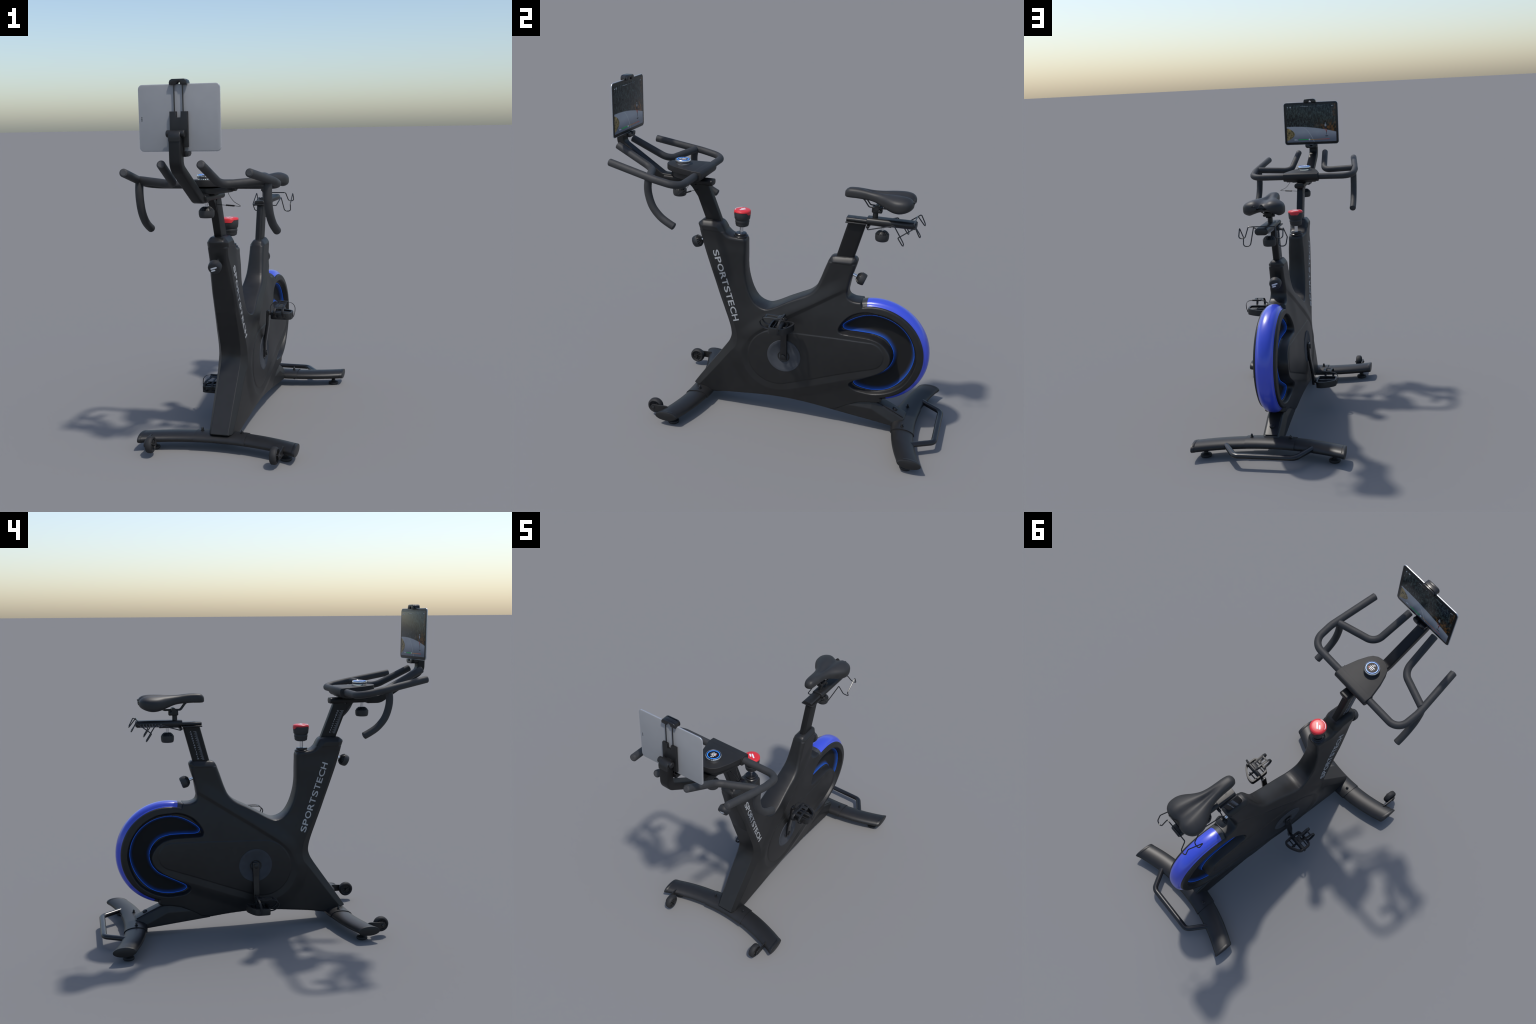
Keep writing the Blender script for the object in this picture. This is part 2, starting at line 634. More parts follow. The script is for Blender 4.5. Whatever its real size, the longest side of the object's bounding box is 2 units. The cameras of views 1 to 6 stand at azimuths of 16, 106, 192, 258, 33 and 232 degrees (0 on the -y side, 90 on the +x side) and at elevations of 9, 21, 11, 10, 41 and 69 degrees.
def slab(outline, wfun, h):
    """Symmetric solid over a side outline: surface at x = +-wfun(y, z, depth inside the outline)."""
    O = np.asarray(outline)
    y0, z0 = O.min(0) - 2 * h
    y1, z1 = O.max(0) + 2 * h
    ys = np.arange(y0, y1 + h, h)
    zs = np.arange(z0, z1 + h, h)
    Y, Z = np.meshgrid(ys, zs, indexing='ij')
    sd, ny, nz = sd_polygon(Y, Z, O)
    snap = np.abs(sd) < 0.71 * h
    Y = np.where(snap, ny, Y)
    Z = np.where(snap, nz, Z)
    keep = snap | (sd > 0)
    d = np.where(snap, 0.0, np.maximum(sd, 0))
    W = wfun(Y, Z, d)
    idx = np.full(Y.shape, -1)
    sel = np.argwhere(keep)
    idx[keep] = np.arange(len(sel))
    V = np.c_[W[keep], Y[keep], Z[keep]]
    n = len(V)
    V2 = V.copy()
    V2[:, 0] *= -1
    A, B, C, D = idx[:-1, :-1], idx[1:, :-1], idx[1:, 1:], idx[:-1, 1:]
    F = []
    quads = np.stack([A, B, C, D], -1).reshape(-1, 4)
    cnt = (quads >= 0).sum(1)
    full = quads[cnt == 4]
    F.extend(full.tolist())
    for q in quads[cnt == 3]:
        F.append([i for i in q if i >= 0])
    # faces whose corners all lie on the rim have no area: drop them
    on_rim = snap[keep]
    F = [f for f in F if not all(on_rim[i] for i in f)]
    ecount = {}
    for f in F:
        for a, b in zip(f, f[1:] + f[:1]):
            k = (a, b) if a < b else (b, a)
            ecount[k] = ecount.get(k, 0) + 1
    rim = [k for k, c in ecount.items() if c == 1]
    G = list(F) + [[i + n for i in f][::-1] for f in F]
    for a, b in rim:
        G.append([a, b, b + n, a + n])
    return np.r_[V, V2], G


def tps(points, values, lam=1e-4):
    """Thin plate interpolation of scattered samples; returns f(y, z)."""
    P = np.array(points, float)
    v = np.array(values, float)
    n = len(P)

    def U(r2):
        return r2 * np.log(r2 + 1e-12)
    K = U(((P[:, None] - P[None]) ** 2).sum(-1)) + lam * np.eye(n)
    A = np.block([[K, np.ones((n, 1)), P], [np.ones((1, n)), np.zeros((1, 3))], [P.T, np.zeros((2, 3))]])
    sol = np.linalg.solve(A, np.r_[v, np.zeros(3)])

    def f(Y, Z):
        out = sol[n] + sol[n + 1] * Y + sol[n + 2] * Z
        for i in range(n):
            out = out + sol[i] * U((Y - P[i, 0]) ** 2 + (Z - P[i, 1]) ** 2)
        return out
    return f


def sstep(x, a, b):
    t = np.clip((x - a) / (b - a), 0, 1)
    return t * t * (3 - 2 * t)


def round_edge(w, d, r):
    t = np.clip(1 - d / r, 0, 1)
    return w - r * (1 - np.sqrt(np.maximum(1 - t * t, 0)))


# ------------------------------------------------------------------ main body
front_chain = [(-0.483, 1.128), (-0.473, 1.098), (-0.466, 1.07), (-0.441, 0.99), (-0.358, 0.768), (-0.277, 0.548), (-0.265, 0.500),
               (-0.263, 0.468), (-0.272, 0.436), (-0.290, 0.403), (-0.330, 0.344), (-0.404, 0.238), (-0.500, 0.099)]
front_curve = spline(front_chain, 8)
top_curve = spline([(-0.193, 0.95), (-0.1925, 0.90), (-0.1855, 0.838), (-0.162, 0.757), (-0.128, 0.700),
                    (-0.093, 0.676), (-0.055, 0.669), (-0.012, 0.685), (0.06, 0.727), (0.12, 0.760), (0.19, 0.800),
                    (0.225, 0.838), (0.248, 0.890), (0.270, 0.957), (0.288, 1.008)], 8)
neck_curve = spline([(0.451, 1.018), (0.443, 0.985), (0.427, 0.93), (0.413, 0.855), (0.4105, 0.832), (0.419, 0.809),
                     (0.445, 0.7955), (0.478, 0.793), (0.494, 0.7945)], 8)
ring = [(WC[0] + R_RING * math.cos(a), WC[1] + R_RING * math.sin(a))
        for a in np.radians(np.arange(106.2, -77.0, -3.0))]
body_outline = np.array(
    list(map(tuple, top_curve))
    + [(0.297, 1.026), (0.309, 1.035), (0.325, 1.039), (0.375, 1.041), (0.424, 1.043), (0.440, 1.039), (0.449, 1.029)]
    + list(map(tuple, neck_curve))
    + ring
    + [(0.655, 0.194), (0.627, 0.182), (0.58, 0.178), (0.52, 0.165), (0.44, 0.125), (0.400, 0.100), (0.346, 0.092)]
    + list(map(tuple, spline([(0.346, 0.092), (0.26, 0.1025), (0.17, 0.110), (0.08, 0.1135), (0.0, 0.112), (-0.08, 0.107),
                              (-0.156, 0.099), (-0.287, 0.083), (-0.365, 0.068), (-0.42, 0.073)], 4)[1:]))
    + list(map(tuple, front_curve[::-1]))
    + [(-0.480, 1.137), (-0.461, 1.152), (-0.452, 1.155), (-0.39, 1.157)]
    + list(map(tuple, spline([(-0.39, 1.157), (-0.362, 1.155), (-0.342, 1.145), (-0.328, 1.126), (-0.315, 1.102),
                              (-0.295, 1.085), (-0.262, 1.077), (-0.215, 1.074)], 4)[1:]))
    + [(-0.203, 1.071), (-0.196, 1.062), (-0.193, 1.05)])

width = tps(
    [(-0.42, 1.11), (-0.30, 1.06), (-0.21, 1.04), (-0.21, 0.90), (-0.40, 0.95), (-0.30, 0.90), (-0.33, 0.80), (-0.22, 0.76), (-0.14, 0.69),
     (-0.26, 0.60), (-0.25, 0.45), (-0.31, 0.35), (-0.40, 0.22), (-0.47, 0.11), (-0.36, 0.10), (-0.25, 0.12), (-0.1, 0.14), (0.05, 0.14),
     (0.075, 0.22), (-0.08, 0.30), (-0.12, 0.45), (0.0, 0.54), (0.075, 0.405), (0.0, 0.66), (0.10, 0.735), (0.19, 0.78),
     (0.26, 0.90), (0.38, 1.0), (0.42, 0.90), (0.40, 0.80), (0.28, 0.70), (0.46, 0.77), (0.58, 0.765), (0.70, 0.73),
     (0.80, 0.65), (0.84, 0.5), (0.80, 0.36), (0.70, 0.25), (0.55, 0.20), (0.36, 0.11), (0.22, 0.13), (0.30, 0.30),
     (0.35, 0.50), (0.45, 0.52), (0.62, 0.49), (0.66, 0.49), (0.38, 0.62), (0.42, 0.25)],
    [0.057, 0.061, 0.051, 0.052, 0.061, 0.062, 0.066, 0.062, 0.062,
     0.078, 0.080, 0.077, 0.072, 0.066, 0.074, 0.078, 0.080, 0.076,
     0.090, 0.092, 0.091, 0.090, 0.094, 0.074, 0.063, 0.058,
     0.048, 0.044, 0.044, 0.052, 0.074, 0.060, 0.062, 0.064,
     0.065, 0.066, 0.064, 0.064, 0.064, 0.067, 0.073, 0.090,
     0.090, 0.092, 0.094, 0.093, 0.080, 0.073])
edge_r = tps([(-0.42, 1.12), (-0.21, 1.04), (-0.2, 0.9), (-0.1, 0.69), (0.1, 0.74), (0.2, 0.80), (0.27, 0.93), (0.33, 1.02),
              (0.43, 1.02), (0.42, 0.88), (0.44, 0.80), (0.6, 0.77), (0.86, 0.5), (0.6, 0.21), (0.2, 0.12), (-0.2, 0.1),
              (-0.44, 0.1), (-0.27, 0.47)],
             [0.022, 0.018, 0.016, 0.009, 0.010, 0.016, 0.024, 0.024, 0.020, 0.016, 0.012, 0.010, 0.010, 0.010, 0.012, 0.012,
              0.012, 0.012])

crease = spline([(0.455, 0.905), (0.40, 0.862), (0.321, 0.812), (0.19, 0.726), (0.069, 0.648), (0.0, 0.600), (-0.075, 0.548),
                 (-0.135, 0.490), (-0.170, 0.420), (-0.175, 0.350), (-0.150, 0.280)], 6)
rim_ctrl = [(0.379, 0.622), (0.385, 0.603), (0.402, 0.5965), (0.47, 0.596), (0.564, 0.594), (0.627, 0.575), (0.670, 0.535), (0.688, 0.490),
            (0.673, 0.438), (0.634, 0.397), (0.56, 0.353), (0.482, 0.312), (0.463, 0.292), (0.464, 0.270), (0.491, 0.248),
            (0.545, 0.239), (0.604, 0.238), (0.685, 0.262), (0.763, 0.318), (0.811, 0.404), (0.829, 0.505), (0.801, 0.606),
            (0.735, 0.690), (0.650, 0.735), (0.590, 0.743), (0.520, 0.744), (0.448, 0.716), (0.400, 0.668)]
recess_rim = spline(rim_ctrl, 5, closed=True)
floor_ctrl = [(0.398, 0.637), (0.403, 0.618), (0.422, 0.6105), (0.50, 0.611), (0.585, 0.608), (0.645, 0.588), (0.685, 0.542), (0.699, 0.495),
              (0.684, 0.432), (0.646, 0.385), (0.585, 0.350), (0.520, 0.316), (0.488, 0.296), (0.482, 0.281), (0.503, 0.265),
              (0.588, 0.2545), (0.674, 0.275), (0.738, 0.325), (0.792, 0.408), (0.814, 0.500), (0.795, 0.588),
              (0.743, 0.660), (0.672, 0.705), (0.586, 0.7235), (0.522, 0.716), (0.453, 0.684)]
floor_curve = spline(floor_ctrl, 6, closed=True)
LIP_X, FLOOR_X = 0.040, 0.017


def tongue_sd(Y, Z):
    """Signed distance (positive outside) to the hull of two circles: the raised drive cover."""
    a, b = np.array(TONGUE_A[:2]), np.array(TONGUE_B[:2])
    ra, rb = TONGUE_A[2], TONGUE_B[2]
    ax = b - a
    L = np.linalg.norm(ax)
    e = ax / L
    py = (Y - a[0]) * e[0] + (Z - a[1]) * e[1]
    px = np.abs((Z - a[1]) * e[0] - (Y - a[0]) * e[1])
    bb = (ra - rb) / L
    aa = math.sqrt(1 - bb * bb)
    k = -bb * px + aa * py
    s = px * aa + py * bb - ra
    return np.where(k < 0, np.hypot(px, py) - ra, np.where(k > aa * L, np.hypot(px, py - L) - rb, s))


def crease_side(Y, Z):
    """Signed distance to the crease line: positive on the upper/front side."""
    P = crease
    best = np.full(np.shape(Y), 1e9)
    sgn = np.ones(np.shape(Y))
    for (ay, az), (by, bz) in zip(P[:-1], P[1:]):
        ey, ez = by - ay, bz - az
        t = np.clip(((Y - ay) * ey + (Z - az) * ez) / (ey * ey + ez * ez), 0, 1)
        d = (Y - ay - t * ey) ** 2 + (Z - az - t * ez) ** 2
        cr = ey * (Z - az) - ez * (Y - ay)
        w = d < best
        best = np.where(w, d, best)
        sgn = np.where(w, np.where(cr < 0, 1.0, -1.0), sgn)
    return np.sqrt(best) * sgn


def body_width(Y, Z, d, recess=True):
    w = np.clip(width(Y, Z), 0.040, 0.1)
    # relief of the side cover
    ts = tongue_sd(Y, Z)
    lower = sstep(-(Z - 0.47 - 0.12 * (Y - 0.05)), -0.03, 0.06)
    w = w + 0.0032 * (1 - sstep(ts, -0.002, 0.003))
    ridge = np.where(ts < 0.042, np.clip(ts / 0.042, 0, 1), 1 - sstep(ts, 0.042, 0.12))
    w = w + 0.0095 * ridge * lower * (ts > 0)
    cs = crease_side(Y, Z)
    fade = sstep(Z, 0.36, 0.56) * (1 - sstep(Y, 0.32, 0.46))
    up = np.where(cs > 0, 1 - sstep(cs, 0.0, 0.075), 0.0) + np.where(cs <= 0, 1 - np.clip(-cs / 0.019, 0, 1), 0.0)
    w = w + 0.0085 * up * fade
    # rounded outer edges, and the flat front face with its slanted flanks
    cap_f = sstep(Z, 1.099, 1.103) * (Y < -0.30)
    cap_s = sstep(Z, 1.003, 1.007) * (Y > 0.25)
    neck = np.exp(-((Z - 1.045) / 0.05) ** 2) * (Y < -0.1) * 0.005
    w = w - neck + 0.0025 * cap_f + 0.002 * cap_s
    wr = round_edge(w, d, np.clip(edge_r(Y, Z), 0.008, 0.032))
    # the collars have straight slanted shoulders instead
    collar = np.maximum(cap_f, cap_s)
    wc = w - np.maximum(0.028 - d, 0) * 0.85
    w = wr + (np.minimum(wc, w) - wr) * collar * 0.7
    df = d_polyline(Y, Z, front_curve)
    w = np.minimum(w, np.interp(Z, [0.08, 0.30, 0.50, 0.62, 0.84, 1.03, 1.10, 1.13], [0.0475, 0.052, 0.056, 0.0575, 0.054, 0.041, 0.0435, 0.0465]) + 0.62 * df)
    if recess:
        rd, _, _ = sd_polygon(Y, Z, recess_rim)
        depth = np.clip((rd + 0.0015) / 0.015, 0, 1)
        depth = depth + 0.6 * (sstep(depth, 0, 1) - depth)
        w = w + (LIP_X - w) * depth
        fd, _, _ = sd_polygon(Y, Z, floor_curve)
        w = np.where(fd > 0.0, 0.003, w)
    return w


V, F = slab(body_outline, body_width, 0.0028)
body = add('frame_body', V, F, M_BODY, angle=50)

# lit crescent floor, strip and its rim
def dish(Y, Z, d):
    return FLOOR_X + (LIP_X - 0.0035 - FLOOR_X) * np.clip(1 - d / 0.024, 0, 1) ** 1.5


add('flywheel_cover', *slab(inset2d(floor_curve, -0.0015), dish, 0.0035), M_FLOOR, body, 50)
for s in (1, -1):
    path = np.c_[np.full(len(floor_curve), s * (LIP_X - 0.0030)), inset2d(floor_curve, 0.0008)]
    add('light_strip', *sweep(path, circle(0.0010, 8), up=(1, 0, 0), closed=True), M_LED, body)

# ------------------------------------------------------------------ blue rim of the flywheel housing
half_sec = [(0.0, 0.0), (0.014, -0.0010), (0.026, -0.0042), (0.0355, -0.0100), (0.0420, -0.0175), (0.0455, -0.0230), (0.0500, -0.0262), (0.0505, -0.0300)]
rim_sec = np.array([(-x, r) for x, r in half_sec[:0:-1]] + half_sec)
rim_sec = spline(np.r_[rim_sec], 3)


def rim_arc(a0, a1, grow, name, mat):
    ang = np.radians(np.linspace(a0, a1, max(3, int(abs(a1 - a0) / 1.5))))
    path = np.array([(0, WC[0] + R_TIRE * math.cos(a), WC[1] + R_TIRE * math.sin(a)) for a in ang])
    sec = rim_sec.copy() * (1 + grow)
    # place sections directly: x sideways, radial outwards
    Vv, Ff = [], []
    m = len(sec)
    for a in ang:
        for (sx, sr) in sec:
            r = R_TIRE + sr
            Vv.append((sx, WC[0] + r * math.cos(a), WC[1] + r * math.sin(a)))
    for j in range(len(ang) - 1):
        for k in range(m):
            k2 = (k + 1) % m
            Ff.append((j * m + k, j * m + k2, (j + 1) * m + k2, (j + 1) * m + k))
    Ff.append(tuple(range(m))[::-1])
    Ff.append(tuple(range((len(ang) - 1) * m, len(ang) * m)))
    return add(name, Vv, Ff, mat, ROOT, 50)


rim_arc(101.0, -71.5, 0.0, 'wheel_rim', M_BLUE)
rim_arc(106.6, 101.0, 0.0, 'rim_end', M_CLEAR)
rim_arc(-71.5, -76.5, 0.0, 'rim_end', M_CLEAR)

# ------------------------------------------------------------------ rear strut
strut_outline = np.array(
    list(map(tuple, spline([(0.344, 0.091), (0.375, 0.128), (0.412, 0.172), (0.438, 0.194), (0.470, 0.204), (0.510, 0.203)], 5)))
    + [(0.60, 0.188), (0.626, 0.181), (0.70, 0.146), (0.79, 0.102), (0.80, 0.085), (0.80, 0.060), (0.74, 0.050), (0.55, 0.070)])


def strut_width(Y, Z, d):
    ztop = np.where(Y < 0.6, 0.2, 0.2 - (Y - 0.6) * 0.5)
    w = 0.040 + np.clip(ztop - Z, 0, 0.06) * 0.35
    return round_edge(w, d, np.full(np.shape(Y), 0.004))


V, F = slab(strut_outline, strut_width, 0.004)
strut = add('rear_strut', V, F, M_BODY, angle=35)
plate_path = np.array([(0, 0.605, 0.189), (0, 0.70, 0.1485), (0, 0.785, 0.107)])
add('strut_plate', *sweep(plate_path, rrect(0.070, 0.006, 0.002), bevel=0.001), M_STEEL, strut)


def bolt(name, loc, axis=(0, 0, 1), r=0.011, h=0.02, parent=None):
    prof = [(r * 1.15, 0), (r * 1.15, h * 0.22), (r * 0.75, h * 0.26), (r * 0.75, h * 0.6), (r * 0.55, h * 0.85), (r * 0.25, h), (0, h)]
    return add(name, *revolve(prof, loc, axis, 16), M_GLOSS, parent)


add('bolt', *revolve([(0.0145, -0.004), (0.0145, 0.006), (0.012, 0.011), (0.005, 0.0135), (0, 0.0135)], (0.004, 0.731, 0.134), (0, 0.42, 0.9), 24), M_STEEL, strut)

# ------------------------------------------------------------------ feet
FOOT_A, FOOT_B, FOOT_Z = 0.0635, 0.0275, 0.0645


def foot(name, y0, sgn):
    """Bowed oval tube lying across the bike; sgn gives the way its ends sweep."""
    cy = lambda x: y0 + sgn * 0.49 * x * x
    sec = ellipse(FOOT_A, FOOT_B, 44)

    def loft(xs, section, closed_caps=True):
        Vv, Ff = [], []
        m = len(section)
        for x, k in xs:
            for (a, b) in section:
                Vv.append((x, cy(x) + a * k, FOOT_Z + b * k))
        for j in range(len(xs) - 1):
            for q in range(m):
                q2 = (q + 1) % m
                Ff.append((j * m + q, j * m + q2, (j + 1) * m + q2, (j + 1) * m + q))
        Ff.append(tuple(range(m)))
        Ff.append(tuple(range((len(xs) - 1) * m, len(xs) * m)))
        return Vv, Ff
    tube = add(name, *loft([(x, 1.0) for x in np.linspace(-0.418, 0.418, 41)], sec), M_STEEL)
    for s in (1, -1):
        add('end_cap', *loft([(s * 0.414, 1.0), (s * 0.415, 1.025), (s * 0.428, 1.025), (s * 0.4315, 1.0), (s * 0.4325, 0.95)], sec), M_BLACK, tube)
    # saddle bracket: thin half shell hugging the tube
    ang = np.radians(np.linspace(-14, 194, 30))
    o = np.c_[(FOOT_A + 0.005) * np.cos(ang), (FOOT_B + 0.0045) * np.sin(ang)]
    i = np.c_[(FOOT_A + 0.0005) * np.cos(ang[::-1]), (FOOT_B + 0.0005) * np.sin(ang[::-1])]
    shell = np.r_[o, i]
    Vv, Ff = loft([(x, 1.0) for x in np.linspace(-0.142, 0.142, 21)], shell)
    bracket = add('foot_bracket', Vv, Ff, M_STEEL, tube)
    for x in (-0.112, 0.112):
        bolt('bolt', (x, cy(x) - sgn * 0.004, FOOT_Z + FOOT_B + 0.003), r=0.009, h=0.021, parent=bracket)
        add('bolt', *revolve([(0.009, 0), (0.009, 0.006), (0.005, 0.009), (0, 0.009)], (x, cy(x), FOOT_Z - FOOT_B + 0.002), (0, 0, -1), 12), M_GLOSS, bracket)
    # levelling pads
    for x in (-0.368, 0.368):
        prof = [(0.0305, 0.0), (0.0325, 0.004), (0.0325, 0.009), (0.030, 0.013), (0.018, 0.017), (0.012, 0.021), (0.012, 0.030), (0.007, 0.031), (0.007, 0.046)]
        add('levelling_pad', *revolve(prof, (x, cy(x), 0.0), (0, 0, 1), 28), M_RUBBER, tube)
    return tube, cy


front_foot, fcy = foot('front_foot', -0.440, -1)
rear_foot, rcy = foot('rear_foot', 0.790, 1)

# transport wheels on the front foot
for s in (1, -1):
    c = (s * 0.337, -0.633, 0.0675)
    R = 0.0455
    prof = [(0.0, -0.012), (0.010, -0.012), (0.011, -0.009), (0.0275, -0.010), (0.029, -0.0145), (0.036, -0.0185), (0.042, -0.0150), (R, -0.008), (R, 0.008),
            (0.042, 0.0150), (0.036, 0.0185), (0.029, 0.0145), (0.0275, 0.010), (0.011, 0.009), (0.010, 0.012), (0.0, 0.012)]
    w = add('transport_wheel', *revolve(prof, c, (1, 0, 0), 40), M_RUBBER, front_foot)
    g = Geo()
    for side in (-1, 1):
        for k in range(7):
            a = 2 * PI * k / 7
            g.put(rbox((0.004, 0.0045, 0.020), 0.001, (c[0] + side * 0.0105, c[1] + 0.018 * math.cos(a), c[2] + 0.018 * math.sin(a)), rot_axis('X', math.degrees(a) - 90)))
    g.put(revolve([(0.006, -0.027), (0.0065, -0.020), (0.0065, 0.020), (0.006, 0.027)], c, (1, 0, 0), 16))
    g.make('wheel_spoke', M_BLACK, w, stuff=True)
    # fork plate on the outer side
    xo = s * 0.365
    pl = spline([(-0.545, 0.088), (-0.60, 0.089), (-0.638, 0.087), (-0.654, 0.072), (-0.648, 0.055), (-0.625, 0.048), (-0.585, 0.047), (-0.55, 0.050)], 4, closed=True)
    add('wheel_bracket', *prism(pl, xo - 0.003, xo + 0.003, 0.001, YZ), M_STEEL, front_foot)
    add('bolt', *revolve([(0.008, 0), (0.008, 0.003), (0.004, 0.006), (0, 0.006)], (xo + s * 0.003, -0.634, 0.068), (s, 0, 0), 16), M_GLOSS, front_foot)

# rear carrying bar
bar_pts = fillet([(0.245, 0.862, 0.071), (0.170, 0.982, 0.066), (-0.170, 0.982, 0.066), (-0.245, 0.862, 0.071)], 0.045, 10)
add('carrying_bar', *sweep(bar_pts, ellipse(0.0175, 0.0145, 24)), M_GLOSS, rear_foot)

# ------------------------------------------------------------------ seat post and slider
d = np.array((0.0, 0.0495, 0.19))
sp0 = np.array((0, 0.370, 1.005))
sp1 = np.array((0, 0.370, 1.005)) + d * (0.245 / 0.19)
seat_post = add('seat_post', *sweep([sp0, sp1], rrect(0.039, 0.097, 0.014, 6), up=(0, 1, 0)), M_POST)
rail = add('seat_rail', *sweep([(0.0, 0.373, 1.2605), (0.0, 0.742, 1.2605)], rrect(0.062, 0.022, 0.0108, 6), bevel=0.002), M_STEEL)
add('rail_ledge', *rbox((0.082, 0.115, 0.008), 0.003, (0.0, 0.4285, 1.247)), M_STEEL, rail)
add('hole_plug', *revolve([(0.0075, 0), (0.0075, 0.0005), (0, 0.0005)], (0.0, 0.415, 1.2715), (0, 0, 1), 20), M_BLACK, rail)
slider = add('seat_slider', *sweep([(0.004, 0.485, 1.264), (0.004, 0.748, 1.266)], rrect(0.074, 0.039, 0.0185, 8), bevel=0.004), M_STEEL)
add('slider_end', *sweep([(0.004, 0.744, 1.266), (0.004, 0.753, 1.266)], rrect(0.066, 0.031, 0.015, 8), bevel=0.002), M_BLACK, slider)
add('slider_block', *rbox((0.05, 0.12, 0.012), 0.003, (0.0, 0.56, 1.247)), M_BLACK, slider)
# saddle pillar with clamp
pil = Geo()
pil.put(revolve([(0.0145, 1.275), (0.0145, 1.315)], (0, 0.526, 0), (0, 0, 1), 28))
pil.put(rbox((0.036, 0.056, 0.032), 0.005, (0, 0.534, 1.327)))
pil.put(revolve([(0.014, -0.027), (0.014, 0.027)], (0, 0.534, 1.343), (1, 0, 0), 20))
pil.put(revolve([(0.009, 0.0), (0.009, 0.012), (0.006, 0.014), (0, 0.014)], (0.02, 0.55, 1.326), (1, 0, 0), 6))
pil.put(revolve([(0.009, 0.0), (0.009, 0.012), (0.006, 0.014), (0, 0.014)], (-0.02, 0.55, 1.326), (-1, 0, 0), 6))
pil.make('saddle_clamp', M_BLACK, slider)

# saddle: lofted rings along y
sy = np.array([0.354, 0.362, 0.375, 0.395, 0.42, 0.46, 0.50, 0.535, 0.57, 0.604, 0.635, 0.665, 0.69, 0.71, 0.724, 0.733, 0.737])
s_w = np.array([0.012, 0.0235, 0.0295, 0.0330, 0.0345, 0.0365, 0.0415, 0.0515, 0.0715, 0.0965, 0.1120, 0.1165, 0.1130, 0.1020, 0.0850, 0.0600, 0.030])
s_top = -0.003 + np.array([1.417, 1.428, 1.4360, 1.4390, 1.4395, 1.4375, 1.4335, 1.4325, 1.4335, 1.4360, 1.4380, 1.4390, 1.4375, 1.433, 1.425, 1.414, 1.402])
s_bot = -0.002 + np.array([1.388, 1.3835, 1.3825, 1.3825, 1.383, 1.3815, 1.379, 1.371, 1.358, 1.346, 1.3385, 1.3375, 1.344, 1.353, 1.363, 1.374, 1.386])
yy = np.r_[np.linspace(0.354, 0.40, 12), np.linspace(0.41, 0.69, 36), np.linspace(0.695, 0.737, 14)]


def smooth_interp(x, xp, fp):
    c = spline(np.c_[xp, fp], 8)
    return np.interp(x, c[:, 0], c[:, 1])


W_ = smooth_interp(yy, sy, s_w)
T_ = smooth_interp(yy, sy, s_top)
B_ = smooth_interp(yy, sy, s_bot)
Vv, Ff = [], []
NS = 72
for y, w, t, b in zip(yy, W_, T_, B_):
    mid = b + (t - b) * 0.42
    groove = 0.021 * sstep(y, 0.42, 0.58) * (0.75 + 0.25 * sstep(y, 0.6, 0.7))
    gw = 0.013 + 0.022 * sstep(y, 0.5, 0.70)
    hollow = 0.050 * sstep(y, 0.50, 0.62)
    for k in range(NS):
        a = 2 * PI * k / NS
        ca, sa = math.cos(a), math.sin(a)
        x = w * math.copysign(abs(ca) ** 0.80, ca)
        xr = x / max(w, 1e-6)
        if sa >= 0:
            z = mid + (t - mid) * abs(sa) ** 0.72
            z -= groove * math.exp(-(x / gw) ** 2) * abs(sa)
            z -= 0.010 * sstep(y, 0.55, 0.65) * xr * xr * abs(sa) ** 2
        else:
            z = mid - (mid - b) * abs(sa) ** 0.55
            z += hollow * max(0.0, 1 - (xr / 0.72) ** 2) * abs(sa) * 0.55
        notch = 0.010 * math.exp(-(x / 0.03) ** 2) * sstep(y, 0.66, 0.73)
        Vv.append((x, y - notch, z))
for j in range(len(yy) - 1):
    for k in range(NS):
        k2 = (k + 1) % NS
        Ff.append((j * NS + k, j * NS + k2, (j + 1) * NS + k2, (j + 1) * NS + k))
Ff.append(tuple(range(NS)))
Ff.append(tuple(range((len(yy) - 1) * NS, len(yy) * NS)))
saddle = add('saddle', Vv, Ff, M_SADDLE, angle=70)
g = Geo()
for s in (1, -1):
    g.put(sweep(fillet([(s * 0.020, 0.44, 1.398), (s * 0.022, 0.466, 1.378), (s * 0.022, 0.492, 1.343), (s * 0.022, 0.585, 1.343), (s * 0.035, 0.66, 1.372)], 0.015, 6), circle(0.0036, 10)))
g.make('saddle_rail', M_BLACK, saddle)
# small print on the saddle back and top
g = Geo()
for k, (x, wd) in enumerate(((0.052, 0.007), (0.041, 0.004), (0.035, 0.005), (0.029, 0.004))):
    g.put(rbox((wd, 0.004, 0.010 if k == 0 else 0.004), 0.001, (x, 0.7345 if abs(x) > 0.02 else 0.7265, 1.402)))
g.make('saddle_print', M_GLOSS, saddle, stuff=True)

# bottle rack: one bent wire behind the saddle
half = [(0.030, 0.495, 1.236), (0.074, 0.500, 1.231), (0.072, 0.640, 1.272), (0.080, 0.702, 1.178), (0.119, 0.702, 1.178), (0.124, 0.672, 1.224),
        (0.121, 0.758, 1.290), (0.122, 0.785, 1.238), (0.087, 0.787, 1.237), (0.076, 0.744, 1.294)]
wire = half + [(-x, y, z) for (x, y, z) in half[::-1]]
rad = [0.008, 0.01, 0.008, 0.018, 0.018, 0.006, 0.006, 0.016, 0.016, 0.008]
rack = add('bottle_rack', *sweep(fillet(wire, rad + rad[::-1], 7), circle(0.0032, 8)), M_GLOSS)
add('rack_clamp', *rbox((0.095, 0.016, 0.014), 0.003, (0.0, 0.495, 1.236)), M_BLACK, rack)
for s in (1, -1):
    add('bolt', *revolve([(0.006, 0), (0.006, 0.006), (0, 0.006)], (s * 0.044, 0.495, 1.236), (s, 0, 0), 12), M_GLOSS, rack)


